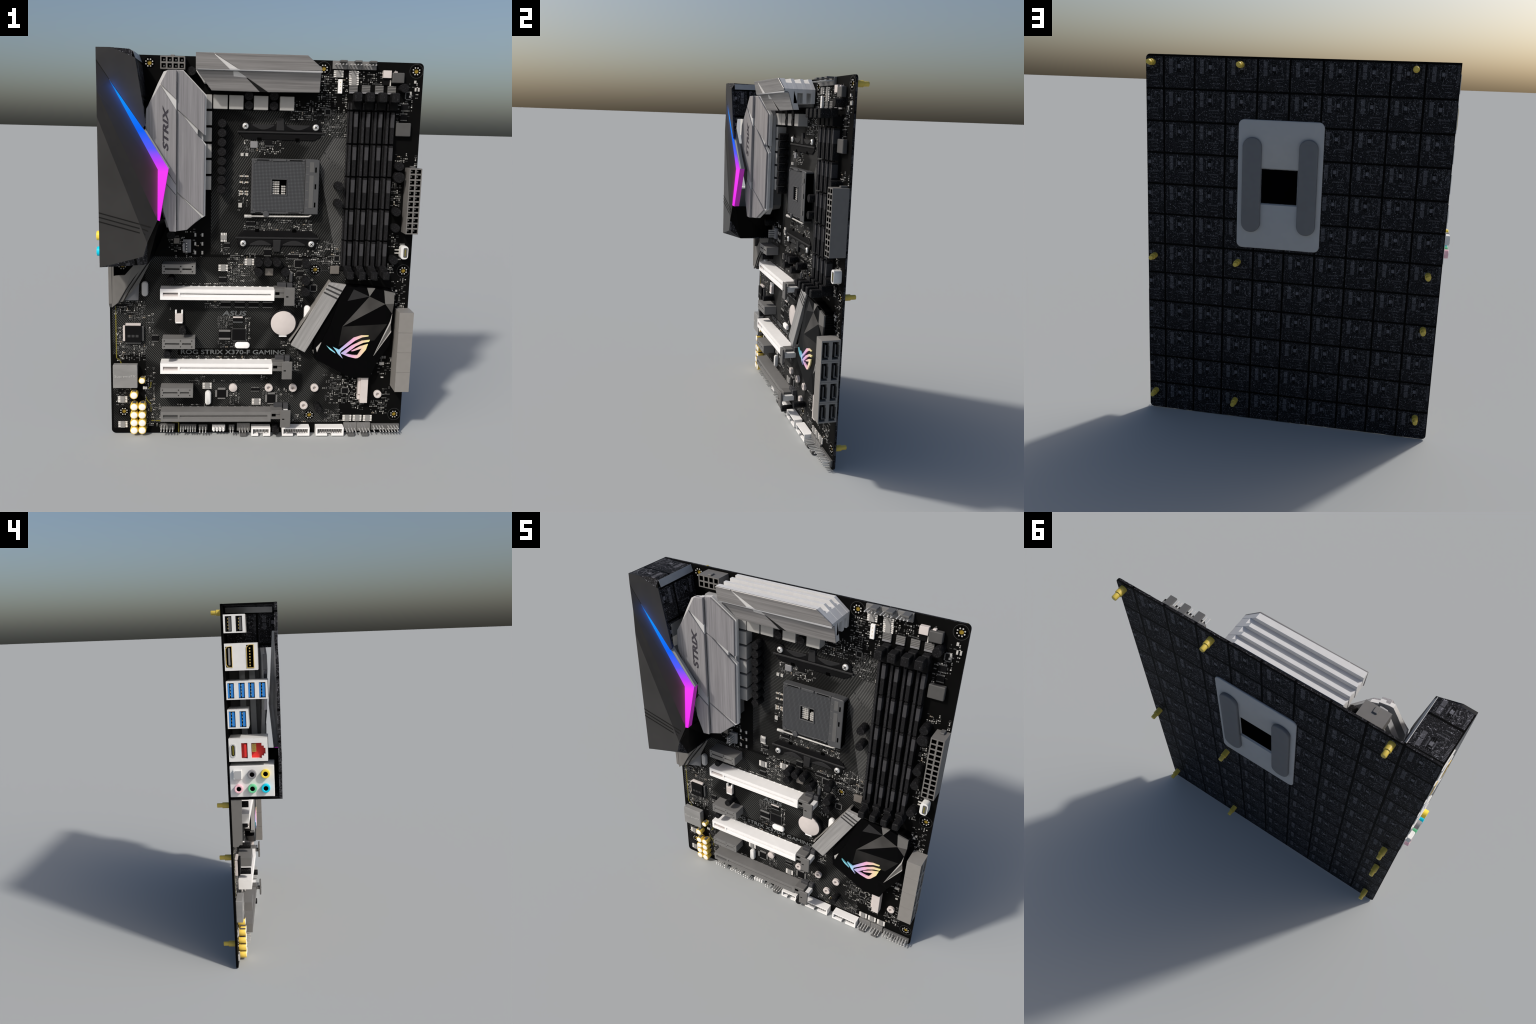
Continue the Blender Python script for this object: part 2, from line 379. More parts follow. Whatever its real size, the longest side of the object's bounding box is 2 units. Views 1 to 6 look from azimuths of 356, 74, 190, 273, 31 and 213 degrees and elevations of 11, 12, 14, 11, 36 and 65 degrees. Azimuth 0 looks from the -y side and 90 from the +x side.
def cells(U, V, H, base, to, sides=True):
    """stepped block: a grid of cells each with its own height; H(i,j) -> (height, material slot)"""
    v = []; f = []; mi = []
    def quad(pts, m):
        b = len(v); v.extend(to(*p) for p in pts); f.append((b, b + 1, b + 2, b + 3)); mi.append(m)
    nu, nv = len(U) - 1, len(V) - 1
    h = [[H(i, j) for j in range(nv)] for i in range(nu)]
    for i in range(nu):
        for j in range(nv):
            hh, m = h[i][j]; u0, u1, v0, v1 = U[i], U[i + 1], V[j], V[j + 1]
            quad([(u0, v0, hh), (u1, v0, hh), (u1, v1, hh), (u0, v1, hh)], m)
            for di, dj, a, b in ((1, 0, (u1, v0), (u1, v1)), (0, 1, (u0, v1), (u1, v1))):
                if i + di < nu and j + dj < nv:
                    h2, m2 = h[i + di][j + dj]
                    if abs(h2 - hh) > 1e-7: quad([(*a, hh), (*b, hh), (*b, h2), (*a, h2)], 0 if not (m and m2) else m)
            if sides:
                if i == 0: quad([(u0, v0, hh), (u0, v1, hh), (u0, v1, base), (u0, v0, base)], 0)
                if i == nu - 1: quad([(u1, v0, hh), (u1, v1, hh), (u1, v1, base), (u1, v0, base)], 0)
                if j == 0: quad([(u0, v0, hh), (u1, v0, hh), (u1, v0, base), (u0, v0, base)], 0)
                if j == nv - 1: quad([(u0, v1, hh), (u1, v1, hh), (u1, v1, base), (u0, v1, base)], 0)
            quad([(u0, v0, base), (u0, v1, base), (u1, v1, base), (u1, v0, base)], 0)
    return fix(mesh("cells", v, f, mi))

FRONT = lambda u, v, h: (u, h, v)        # heights along y, u=x, v=z
SIDE = lambda u, v, h: (h, u, v)         # heights along x, u=y, v=z

def holes_block(name, u0, u1, v0, v1, top, base, floor, holes, mats, to=FRONT, parent=None):
    U = sorted({u0, u1, *[a for h in holes for a in h[:2]]}); V = sorted({v0, v1, *[a for h in holes for a in h[2:4]]})
    def H(i, j):
        cu, cv = (U[i] + U[i + 1]) / 2, (V[j] + V[j + 1]) / 2
        for h in holes:
            if h[0] < cu < h[1] and h[2] < cv < h[3]: return (h[4] if len(h) > 4 else floor, 1)
        return (top, 0)
    return put(name, cells(U, V, H, base, to), parent, [M[m] for m in mats])

def merged(name, datas, mat, parent=None, kind=None, smooth=None):
    """join several meshes (with optional matrices) into one part"""
    bm = bmesh.new()
    for d in datas:
        me, mx = d if isinstance(d, tuple) else (d, None)
        t = me.copy()
        if mx is not None: t.transform(mx)
        bm.from_mesh(t); bpy.data.meshes.remove(t)
    me = bpy.data.meshes.new(name); bm.to_mesh(me); bm.free()
    ob = put(name, me, parent, [M[mat]], smooth)
    if kind: ob["kind"] = kind
    return ob

def copies(name, me, places, parent=None, mats=(), rots=None, smooth=None):
    out = []
    for i, p in enumerate(places):
        ob = put(name, me, parent, mats if i == 0 else (), smooth if i == 0 else None)
        ob.location = p
        if rots: ob.rotation_euler = rots[i]
        out.append(ob)
    return out

def T(x, y, z): return Matrix.Translation((x, y, z))

def lettering(name, body, x0, x1, z0, z1, y, mat, parent=None, rot=0.0, shear=0.0, depth=0.0012, tilt=None, bold=0.0):
    """words made from the built-in font, fitted to a box in the xz plane (facing -y)"""
    cu = bpy.data.curves.new(name, "FONT"); cu.body = body; cu.shear = shear; cu.extrude = depth; cu.offset = bold
    cu.resolution_u = 3
    tmp = bpy.data.objects.new("tmp", cu); bpy.context.scene.collection.objects.link(tmp)
    dg = bpy.context.evaluated_depsgraph_get(); me = bpy.data.meshes.new_from_object(tmp.evaluated_get(dg))
    bpy.data.objects.remove(tmp); bpy.data.curves.remove(cu)
    me.transform(Matrix.Rotation(rot, 4, "Z"))
    xs = [v.co.x for v in me.vertices]; ys = [v.co.y for v in me.vertices]
    sx = (x1 - x0) / (max(xs) - min(xs)); sy = (z1 - z0) / (max(ys) - min(ys))
    mx = min(xs); my = min(ys)
    for v in me.vertices:
        x = x0 + (v.co.x - mx) * sx; z = z0 + (v.co.y - my) * sy
        yy = (tilt(x, z) if tilt else y) - v.co.z
        v.co = (x, yy, z)
    fix(me)
    return put(name, me, parent, [M[mat]])

# ================================================================== CIRCUIT BOARD
board_me = prism_data(rounded(X0, X1, 0.0, ZT, 0.022, 6, (1, 0, 1, 1)), YF, YB, 0.0012)
board = put("circuit_board", board_me, None, [M["board"], M["print"]])
for p in board_me.polygons:
    if p.normal.y > -0.5: p.material_index = 1

# mounting holes: ring of solder pads, black collar and the head of the stand-off in the middle
HOLES = [(-0.574, 1.962, 0), (0.298, 1.958, 1), (0.7715, 1.9585, 1), (-0.719, 0.935, 0), (-0.719, 0.637, 0), (-0.720, 0.125, 0),
         (0.295, 0.925, 1), (0.7707, 0.924, 1), (0.295, 0.103, 0), (0.7707, 0.1078, 1)]
pad_me = turned([(0.002, -0.0008), (0.0036, -0.0004), (0.0036, 0.0)], 10)
pads = []; collars = []; circs = []; cut = []
for hx, hz, big in HOLES:
    if (hx, hz) == (-0.719, 0.637): continue
    for k in range(8):
        a = math.radians(22.5 + 45 * k); pads.append((pad_me, T(hx + 0.0175 * math.cos(a), YF - 0.0009, hz + 0.0175 * math.sin(a))))
    collars.append((ring_data(0.0112, 0.0265, YF - 0.0007, YF + 0.001, 32), T(hx, 0, hz)))
    if big: circs.append((ring_data(0.0335, 0.0350, YF - 0.0006, YF + 0.001, 40), T(hx, 0, hz)))
    cut.append((cyl_data(0.0112, YF - 0.02, YB - 0.0022, 20), T(hx, 0, hz)))
merged("mounting_collar", collars, "void", board)
merged("mounting_circle", circs, "silk_d", board)
merged("mounting_pads", pads, "smd_w", board, "stuff")
stand_me = turned([(0.0165, YB - 0.002), (0.0165, 0.148), (0.0125, 0.1485), (0.0125, 0.176), (0.0105, 0.1785)], 6)
stand_me2 = turned([(0.0165, YB - 0.002), (0.0165, 0.149), (0.0125, 0.1492), (0.0125, 0.1765), (0.011, 0.1785)], 12)
copies("stand_off", stand_me2, [(hx, 0, hz) for hx, hz, b in HOLES], None, [M["brass"]], smooth=40)
# drill the holes and show the end of each brass stand-off at the bottom
drill = merged("drill", cut, "void"); mod = board.modifiers.new("holes", "BOOLEAN"); mod.object = drill; mod.operation = "DIFFERENCE"; mod.solver = "EXACT"
dg = bpy.context.evaluated_depsgraph_get(); nm = bpy.data.meshes.new_from_object(board.evaluated_get(dg))
board.modifiers.clear(); board.data = nm; bpy.data.objects.remove(drill)
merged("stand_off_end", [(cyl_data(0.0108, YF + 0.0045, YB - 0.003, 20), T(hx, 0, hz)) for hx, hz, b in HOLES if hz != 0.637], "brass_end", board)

# rear bracket plate with two long pads and a square window
bp = rounded(-0.144, 0.3045, 1.011, 1.689, 0.03, 8)
backplate = prism("backplate", bp, YB - 0.001, 0.1190, "plate", None, 0.005, 3, 40)
def drilled(ob, cutter):
    """subtract a cutter solid from a part"""
    mod = ob.modifiers.new("cut", "BOOLEAN"); mod.object = cutter; mod.operation = "DIFFERENCE"; mod.solver = "EXACT"
    nm = bpy.data.meshes.new_from_object(ob.evaluated_get(bpy.context.evaluated_depsgraph_get()))
    ob.modifiers.clear(); ob.data = nm; bpy.data.objects.remove(cutter)
o_ = (-0.0195, 0.1855, 1.2505, 1.4435); i_ = (-0.012, 0.1765, 1.258, 1.436)
fv = [(x, 0.1192, z) for x, z in ((o_[0], o_[2]), (o_[1], o_[2]), (o_[1], o_[3]), (o_[0], o_[3]))] + [(x, YB - 0.003, z) for x, z in ((i_[0], i_[2]), (i_[1], i_[2]), (i_[1], i_[3]), (i_[0], i_[3]))]
cutter = put("cutter", fix(mesh("cutter", fv, [(0, 1, 2, 3), (7, 6, 5, 4), (0, 1, 5, 4), (1, 2, 6, 5), (2, 3, 7, 6), (3, 0, 4, 7)])), None, [M["plate"]])
drilled(backplate, cutter)
for px0, w_ in ((-0.1185, 0.0990), (0.1765, 0.1010)):
    prism("backplate_pad", rounded(px0, px0 + w_, 1.101, 1.600, w_ / 2 - 0.001, 12), 0.1175, 0.1370, "plate_d", backplate, 0.006, 3, 60)
box("backplate_window", i_[0] + 0.0005, i_[1] - 0.0005, YB - 0.001, YB + 0.0006, i_[2] + 0.0005, i_[3] - 0.0005, "void", backplate, 0)

# ================================================================== I/O SHROUD
S = {"A": (-0.788, -0.179, 1.999), "B": (-0.722, -0.180, 2.0), "C": (-0.611, -0.1795, 1.957), "F": (-0.576, -0.172, 1.733),
     "F2": (-0.567, -0.1675, 1.661), "F3": (-0.5785, -0.1675, 1.643), "S": (-0.7295, -0.179, 1.857), "S0": (-0.7305, -0.1785, 1.8625),
     "I": (-0.5114, -0.157, 1.452), "L": (-0.512, -0.1765, 1.2134), "G": (-0.788, -0.180, 1.948), "G2": (-0.788, -0.1795, 1.938),
     "R1": (-0.788, -0.1765, 1.809), "R2": (-0.788, -0.1805, 1.689), "R2b": (-0.561, -0.1805, 1.1026),
     "N": (-0.580, -0.1795, 1.0355), "Z": (-0.788, -0.179, 0.980)}
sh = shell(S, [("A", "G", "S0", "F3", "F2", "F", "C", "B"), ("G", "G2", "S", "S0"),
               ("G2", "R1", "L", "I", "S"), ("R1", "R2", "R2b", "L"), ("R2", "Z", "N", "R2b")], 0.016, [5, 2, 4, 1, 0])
bm = bmesh.new(); bm.from_mesh(sh); bmesh.ops.triangulate(bm, faces=[f for f in bm.faces if len(f.verts) > 4]); bm.to_mesh(sh); bm.free()
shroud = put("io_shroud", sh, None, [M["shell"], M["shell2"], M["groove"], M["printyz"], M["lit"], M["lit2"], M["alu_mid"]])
for p in sh.polygons:
    if abs(p.normal.x) > 0.8 and p.center.x < -0.78: p.material_index = 3
    elif p.normal.y > 0.6: p.material_index = 6
# light bar: wedge that widens, kinks and tapers to a point
Lp = {"s": (-0.7295, -0.1795, 1.857), "i": (-0.5114, -0.1585, 1.452), "l": (-0.512, -0.1785, 1.2134), "r": (-0.503, -0.166, 1.2075),
      "o": (-0.462, -0.1445, 1.4564), "m": (-0.574, -0.1615, 1.633)}
lm = shell(Lp, [("s", "i", "m"), ("m", "i", "o"), ("i", "l", "r", "o")], 0.031)
put("light_bar", lm, shroud, [M["led"], M["led_side"], M["alu_mid"]])
for p in lm.polygons: p.material_index = 0 if p.index < 3 else (2 if p.index < 6 or p.center.x < -0.512 or abs(p.center.x + 0.5117) < 0.002 else 1)
# clear edge of the light bar
Le = {"a": (-0.574, -0.160, 1.634), "b": (-0.462, -0.1440, 1.4568), "c": (-0.4575, -0.138, 1.459), "d": (-0.5685, -0.152, 1.639)}
put("light_bar_edge", shell(Le, [("a", "b", "c", "d")], 0.008), shroud, [M["alu_mid"]])
# walls of the shroud
def sheet(name, pts, off, mat, parent):
    n = len(pts); d = Vector(off)
    v = [Vector(p) for p in pts] + [Vector(p) + d for p in pts]
    f = [tuple(range(n)), tuple(range(2 * n - 1, n - 1, -1))] + [(i, (i + 1) % n, n + (i + 1) % n, n + i) for i in range(n)]
    return put(name, fix(mesh(name, v, f)), parent, [M[mat]])
YW = YF + 0.004
sheet("shroud_wall", [(-0.787, -0.170, 1.9985), (-0.722, -0.172, 1.9985), (-0.640, -0.158, 1.9975), (-0.6235, -0.156, 1.989), (-0.6235, YW, 1.993), (-0.630, YW, 1.9985), (-0.787, YW, 1.9985)], (0, 0, -0.010), "printxy", shroud)
sheet("shroud_facet", [(-0.722, -0.180, 1.9995), (-0.612, -0.1795, 1.957), (-0.612, -0.1575, 1.957), (-0.624, -0.158, 1.989), (-0.640, -0.158, 1.9975)], (-0.008, 0.006, -0.010), "printxy", shroud)
sheet("shroud_chamfer", [(-0.6225, -0.1565, 1.9905), (-0.6105, -0.1560, 1.957), (-0.6085, YW, 1.961), (-0.6205, YW, 1.9945)], (-0.008, 0, -0.004), "alu_mid", shroud)
sheet("shroud_wall", [(-0.6105, -0.172, 1.957), (-0.609, YW, 1.961), (-0.586, YW, 1.772), (-0.580, -0.142, 1.772), (-0.566, -0.155, 1.665), (-0.571, -0.166, 1.71)], (-0.008, 0, -0.001), "printyz", shroud)
FT, BT, BB, FB, RB = (-0.5035, -0.161, 1.2085), (-0.456, YW, 1.2085), (-0.557, YW, 0.983), (-0.568, -0.103, 0.981), (-0.562, -0.168, 1.095)
for tri in ((FT, BT, BB), (FT, BB, FB), (FT, FB, RB)): sheet("shroud_wall", tri, (-0.008, 0, 0), "gloss", shroud)
sheet("shroud_facet", [(-0.504, -0.1615, 1.2085), (-0.562, -0.169, 1.095), (-0.561, -0.180, 1.1026), (-0.5125, -0.176, 1.213)], (-0.008, 0.004, 0), "gloss", shroud)
sheet("shroud_facet", [(-0.561, -0.180, 1.1026), (-0.562, -0.168, 1.095), (-0.568, -0.103, 0.981), (-0.580, -0.178, 1.0355)], (-0.008, 0.004, 0.004), "printxy", shroud)
sheet("shroud_facet", [(-0.787, -0.178, 0.9805), (-0.580, -0.178, 1.0355), (-0.568, -0.103, 0.981), (-0.70, -0.120, 0.9795)], (0, 0.002, 0.008), "printxy", shroud)
sheet("shroud_wall", [(-0.787, -0.172, 0.980), (-0.70, -0.120, 0.979), (-0.568, -0.103, 0.9805), (-0.554, YW, 0.981), (-0.787, YW, 0.981)], (0, 0, 0.008), "printxy", shroud)
# three engraved lines low on the shroud
for k in range(3):
    d = -0.021 * k
    sheet("shroud_groove", [(-0.788, -0.1806, 1.247 + d), (-0.596, -0.1814, 1.196 + d), (-0.596, -0.1814, 1.190 + d), (-0.788, -0.1806, 1.241 + d)], (0, 0.004, 0), "groove", shroud)
    xk = -0.596 + 0.009 * k
    sheet("shroud_groove", [(-0.593 + 0.008 * k, -0.1812, 1.1945 + d), (-0.545 - 0.012 * k, -0.1805 , 1.182 + d + 0.002 * k), (-0.545 - 0.012 * k, -0.1805, 1.176 + d + 0.002 * k), (-0.593 + 0.008 * k, -0.1812, 1.1885 + d)], (0, 0.006, 0), "groove", shroud)

# ================================================================== REAR PORTS
XP = -0.7905
def port_box(name, y0, y1, z0, z1, depth, holes, mats):
    return holes_block(name, y0, y1, z0, z1, XP, XP + depth, XP + 0.024, holes, mats, SIDE)
def usb_stack(name, y0, y1, z0, z1, slots, tongue):
    hs = [(b, a, z0 + 0.0065, z1 - 0.0085) for a, b in slots]
    ob = port_box(name, y0, y1, z0, z1, 0.155, hs, ["port", "void"])
    for a, b in slots:
        box("port_tongue", XP + 0.004, XP + 0.0235, b + 0.003, b + 0.003 + 0.46 * (a - b), z0 + 0.011, z1 - 0.013, tongue, ob, 0.001)
        box("port_lining", XP + 0.002, XP + 0.0235, a - 0.009, a - 0.0005, z0 + 0.010, z1 - 0.011, "blue" if tongue == "blue" else "dark", ob, 0.0008)
        for k in range(4):
            zz = z0 + 0.02 + k * (z1 - z0 - 0.045) / 3
            box("port_contact", XP + 0.003, XP + 0.0235, b + 0.0025 + 0.46 * (a - b), b + 0.005 + 0.46 * (a - b), zz, zz + 0.006, "contact", ob, 0)
    return ob
usb_stack("usb_port_block", -0.0145, 0.0960, 1.853, 1.9455, [(0.0865, 0.053), (0.0325, -0.001)], "grey_d")
usb_stack("usb_port_block", -0.1185, 0.0955, 1.514, 1.6085, [(0.0885, 0.055), (0.0315, -0.001), (-0.0185, -0.052), (-0.0745, -0.108)], "blue")
usb_stack("usb_port_block", -0.0135, 0.0955, 1.363, 1.462, [(0.0875, 0.054), (0.0315, -0.002)], "blue")
vid = port_box("video_port_block", -0.0725, 0.0965, 1.663, 1.8005, 0.155, [(0.058, 0.0905, 1.680, 1.785), (-0.052, -0.016, 1.674, 1.791)], ["port", "void"])
for poly, cc in (([(0.0905, 1.774), (0.083, 1.785), (0.063, 1.787), (0.057, 1.787), (0.057, 1.679), (0.063, 1.679), (0.083, 1.682), (0.0905, 1.694)], 1),
                 ([(-0.0155, 1.779), (-0.030, 1.7925), (-0.0545, 1.7925), (-0.0545, 1.673), (-0.0155, 1.673)], 0)):
    cy = sum(p[0] for p in poly) / len(poly); cz = sum(p[1] for p in poly) / len(poly); n = len(poly)
    inn = [(cy + (p[0] - cy) * 0.84, cz + (p[1] - cz) * 0.95) for p in poly]
    v = [(XP - 0.0025, *p) for p in poly] + [(XP - 0.0025, *p) for p in inn] + [(XP + 0.01, *p) for p in poly] + [(XP + 0.01, *p) for p in inn]
    f = []
    for i in range(n):
        j = (i + 1) % n
        f += [(i, j, n + j, n + i), (i, j, 2 * n + j, 2 * n + i), (n + i, n + j, 3 * n + j, 3 * n + i)]
    put("port_rim", fix(mesh("port_rim", v, f)), vid, [M["contact"]])
box("port_tongue", XP + 0.002, XP + 0.0235, 0.068, 0.078, 1.69, 1.778, "jackgrey", vid, 0.001)
for k in range(7): box("port_contact", XP + 0.001, XP + 0.0235, -0.036, -0.030, 1.683 + 0.0145 * k, 1.690 + 0.0145 * k, "contact", vid, 0)
lan = port_box("network_port_block", -0.1085, 0.0955, 1.188, 1.3095, 0.16,
               [(0.064, 0.083, 1.222, 1.272, XP + 0.02), (-0.003, 0.030, 1.204, 1.286), (-0.077, -0.023, 1.203, 1.285), (-0.089, -0.077, 1.216, 1.270), (-0.097, -0.089, 1.226, 1.258)], ["port", "red"])
me = ring_data(0.0, 1, 0, 1, 4); bpy.data.meshes.remove(me)
def pill_ring(name, cy, cz, hy, hz, t, x0, x1, mat, parent):
    o = rounded(cy - hy, cy + hy, cz - hz, cz + hz, min(hy, hz) * 0.98, 6); i = rounded(cy - hy + t, cy + hy - t, cz - hz + t, cz + hz - t, (min(hy, hz) - t) * 0.98, 6)
    n = len(o); v = [(x0, *p) for p in o] + [(x0, *p) for p in i] + [(x1, *p) for p in o] + [(x1, *p) for p in i]; f = []
    for k in range(n):
        j = (k + 1) % n; f += [(k, j, n + j, n + k), (k, j, 2 * n + j, 2 * n + k), (n + k, n + j, 3 * n + j, 3 * n + k)]
    return put(name, fix(mesh(name, v, f)), parent, [M[mat]], 40)
pill_ring("port_rim", 0.0735, 1.247, 0.0155, 0.036, 0.0065, XP - 0.003, XP + 0.03, "steel", lan)
box("port_hollow", XP - 0.0005, XP + 0.002, 0.063, 0.084, 1.215, 1.279, "void", lan, 0)
box("port_tongue", XP - 0.0015, XP + 0.02, 0.070, 0.077, 1.222, 1.272, "trace", lan, 0.001)
box("port_tongue", XP + 0.004, XP + 0.0235, 0.002, 0.015, 1.211, 1.278, "red", lan, 0.001)
for k in range(8): box("port_contact", XP + 0.004, XP + 0.0235, -0.048, -0.026, 1.238 + 0.0055 * k, 1.2405 + 0.0055 * k, "contact", lan, 0)
aud = box("audio_port_block", XP, XP + 0.17, -0.139, 0.0965, 0.996, 1.163, "port", None, 0.002)
jack_me = turned([(0.0125, 0.002), (0.0125, -0.022), (0.0145, -0.0238), (0.0215, -0.0238), (0.0235, -0.0215), (0.0235, 0.004)], 28)
for m, cy, cz in (("jackgrey", -0.022, 1.120), ("yellow", -0.093, 1.1215), ("pink", 0.050, 1.044), ("green", -0.022, 1.0435), ("cyan", -0.093, 1.044)):
    me = jack_me.copy(); me.transform(Matrix.Rotation(math.radians(-90), 4, "Z"))
    xs = [v.co.x for v in me.vertices]
    ob = put("audio_jack", me, aud, [M[m]], 40); ob.location = (XP + 0.001, cy, cz)
    h = cyl_data(0.0135, -0.0015, 0.0, 20); h.transform(Matrix.Rotation(math.radians(-90), 4, "Z"))
    o2 = put("jack_hollow", h, aud, [M["void"]]); o2.location = (XP - 0.0195, cy, cz)
opt = box("optical_port", XP - 0.0215, XP + 0.002, 0.030, 0.078, 1.095, 1.146, "port", aud, 0.003)
prism_o = [(0.035, 1.100), (0.066, 1.100), (0.073, 1.108), (0.073, 1.133), (0.066, 1.141), (0.035, 1.141)]
v = [(XP - 0.0230, *p) for p in prism_o] + [(XP - 0.015, *p) for p in prism_o]; n = 6
put("optical_port_flap", fix(mesh("flap", v, [tuple(range(n)), tuple(range(2 * n - 1, n - 1, -1))] + [(i, (i + 1) % n, n + (i + 1) % n, n + i) for i in range(n)])), aud, [M["plate"]])

# ================================================================== LEFT HEATSINK
def yl(x): return -0.081 + (-0.1155 + 0.081) / (-0.569 + 0.4286) * (x + 0.4286)   # left facet leans forward to the left
def yr(x): return -0.068 + (-0.016 + 0.068) / (0.134) * (x + 0.4286)              # right facets lean back to the right
def slab(pts, fy, yback):
    n = len(pts); v = [(x, fy(x), z) for x, z in pts] + [(x, yback, z) for x, z in pts]
    return fix(mesh("slab", v, [tuple(range(n)), tuple(range(2 * n - 1, n - 1, -1))] + [(i, (i + 1) % n, n + (i + 1) % n, n + i) for i in range(n)]))
def leaf(pts, fy, t):
    Q = {str(i): (x, fy(x), z) for i, (x, z) in enumerate(pts)}
    return fix(shell(Q, [tuple(Q)], t))
hsl = merged("power_heatsink", [
    leaf([(-0.472, 1.9135), (-0.489, 1.9070), (-0.516, 1.851), (-0.538, 1.80), (-0.5685, 1.7315), (-0.573, 1.655), (-0.545, 1.43), (-0.492, 1.25), (-0.4616, 1.147), (-0.4296, 1.1445), (-0.4292, 1.9175)], lambda x: yl(x) + 0.012, 0.020),
    leaf([(-0.4294, 1.9175), (-0.4294, 1.1445), (-0.378, 1.149), (-0.336, 1.184), (-0.3075, 1.205), (-0.2885, 1.2155), (-0.2875, 1.572), (-0.330, 1.615), (-0.3285, 1.645), (-0.2885, 1.614), (-0.2875, 1.808), (-0.398, 1.9185)], lambda x: yr(x) + 0.010, 0.0165)], "alu")
# fins stacked behind the face, with open gaps between them
prism("heatsink_fin", [(-0.474, 1.900), (-0.560, 1.74), (-0.560, 1.44), (-0.478, 1.160), (-0.440, 1.158), (-0.440, 1.905)], -0.046, -0.015, "alu_mid", hsl)
prism("heatsink_fin", [(-0.474, 1.900), (-0.560, 1.74), (-0.560, 1.44), (-0.478, 1.160), (-0.36, 1.175), (-0.302, 1.225), (-0.302, 1.80), (-0.40, 1.90)], 0.009, 0.040, "alu_mid", hsl)
prism("heatsink_core", [(-0.47, 1.86), (-0.530, 1.73), (-0.530, 1.46), (-0.470, 1.20), (-0.425, 1.20), (-0.425, 1.86)], -0.068, 0.030, "grey_d", hsl)
prism("heatsink_core", [(-0.47, 1.88), (-0.535, 1.73), (-0.535, 1.46), (-0.465, 1.19), (-0.34, 1.215), (-0.315, 1.24), (-0.315, 1.79), (-0.41, 1.88)], 0.039, 0.096, "grey_d", hsl)
# brushed cover plates
def cover(name, pts, fy, t, mat):
    P = {str(i): (x, fy(x), z) for i, (x, z) in enumerate(pts)}
    me = fix(shell(P, [tuple(P)], t)); bevelled(me, 0.0015, 1)
    return put(name, me, hsl, [M[mat]])
cover("heatsink_cover", [(-0.471, 1.9145), (-0.5035, 1.8485), (-0.4292, 1.7785), (-0.4290, 1.9165)], yl, 0.024, "brush_z")
name_plate = cover("heatsink_cover", [(-0.5045, 1.8455), (-0.569, 1.7315), (-0.574, 1.655), (-0.548, 1.565), (-0.4294, 1.374), (-0.4290, 1.729)], yl, 0.024, "brush_z")
cover("heatsink_cover", [(-0.575, 1.648), (-0.545, 1.43), (-0.500, 1.335), (-0.478, 1.385), (-0.476, 1.448), (-0.549, 1.563)], lambda x: yl(x) + 0.003, 0.018, "polish")
cover("heatsink_cover", [(-0.4765, 1.4450), (-0.4785, 1.382), (-0.4294, 1.325), (-0.4294, 1.372)], lambda x: yl(x) + 0.004, 0.018, "alu_mid")
cover("heatsink_cover", [(-0.500, 1.345), (-0.492, 1.250), (-0.4616, 1.1465), (-0.4294, 1.1440), (-0.4294, 1.3225), (-0.477, 1.378)], yl, 0.024, "brush_z")
cover("heatsink_cover_gap", [(-0.5035, 1.8465), (-0.4290, 1.728), (-0.4290, 1.779)], lambda x: yl(x) + 0.005, 0.02, "alu")
cover("heatsink_cover", [(-0.426, 1.9165), (-0.400, 1.9155), (-0.2944, 1.8070), (-0.2957, 1.6150), (-0.402, 1.7145), (-0.426, 1.735)], yr, 0.016, "brush_z")
cover("heatsink_cover", [(-0.426, 1.732), (-0.402, 1.7115), (-0.2936, 1.5700), (-0.297, 1.2185), (-0.406, 1.3185), (-0.426, 1.338)], yr, 0.016, "brush_z")
cover("heatsink_cover", [(-0.426, 1.335), (-0.408, 1.3155), (-0.3075, 1.2105), (-0.378, 1.1490), (-0.426, 1.1450)], yr, 0.016, "brush_z")
lettering("name_lettering", "STRIX", -0.4935, -0.4665, 1.5365, 1.7515, 0, "text_d", hsl, rot=math.radians(90), shear=0.32, depth=0.02, tilt=lambda x, z: yl(x), bold=0.035)
for v in bpy.data.objects["name_lettering"].data.vertices:   # keep the letters 1 mm proud of the leaning plate
    base = yl(v.co.x); v.co.y = base - 0.0012 if v.co.y < base else base + 0.0008

# ================================================================== TOP HEATSINK
def yt(z): return -0.0985 + (-0.083 + 0.0985) * (1.9985 - z) / 0.0735
OUT = [(-0.337, 1.9985), (0.190, 1.9985), (0.2625, 1.9425), (0.2625, 1.868), (-0.30, 1.868), (-0.337, 1.92)]
FLUSH = [(-0.335, 1.975), (0.2195, 1.975), (0.2618, 1.9422), (0.2618, 1.866), (-0.30, 1.866), (-0.335, 1.92)]
OPEN = [(-0.335, 1.975), (0.2195, 1.975), (0.2618, 1.9422), (0.2618, 1.922), (0.215, 1.922), (0.215, 1.866), (-0.30, 1.866), (-0.335, 1.92)]
UPPER = [(-0.335, 1.975), (0.2195, 1.975), (0.2618, 1.9422), (0.2618, 1.925), (-0.335, 1.921)]
TOPF = [(-0.337, 1.9985), (0.190, 1.9985), (0.2625, 1.9425), (0.2625, 1.926), (-0.335, 1.921)]
n_ = len(TOPF)
hst = put("finned_heatsink", fix(mesh("finned_heatsink", [(x, yt(z) + 0.006, z) for x, z in TOPF] + [(x, -0.061, z) for x, z in TOPF],
    [tuple(range(n_)), tuple(range(2 * n_ - 1, n_ - 1, -1))] + [(i, (i + 1) % n_, n_ + (i + 1) % n_, n_ + i) for i in range(n_)])), None, [M["alu"]])
for a, b in ((-0.028, -0.009), (0.025, 0.044), (0.071, 0.0925)): prism("heatsink_fin", OUT, a, b, "alu", hst)
for a, b, pl in ((-0.0612, -0.0275, UPPER), (-0.0095, 0.0255, OPEN), (0.0435, 0.0715, OPEN)): prism("heatsink_core", pl, a, b, "alu", hst)
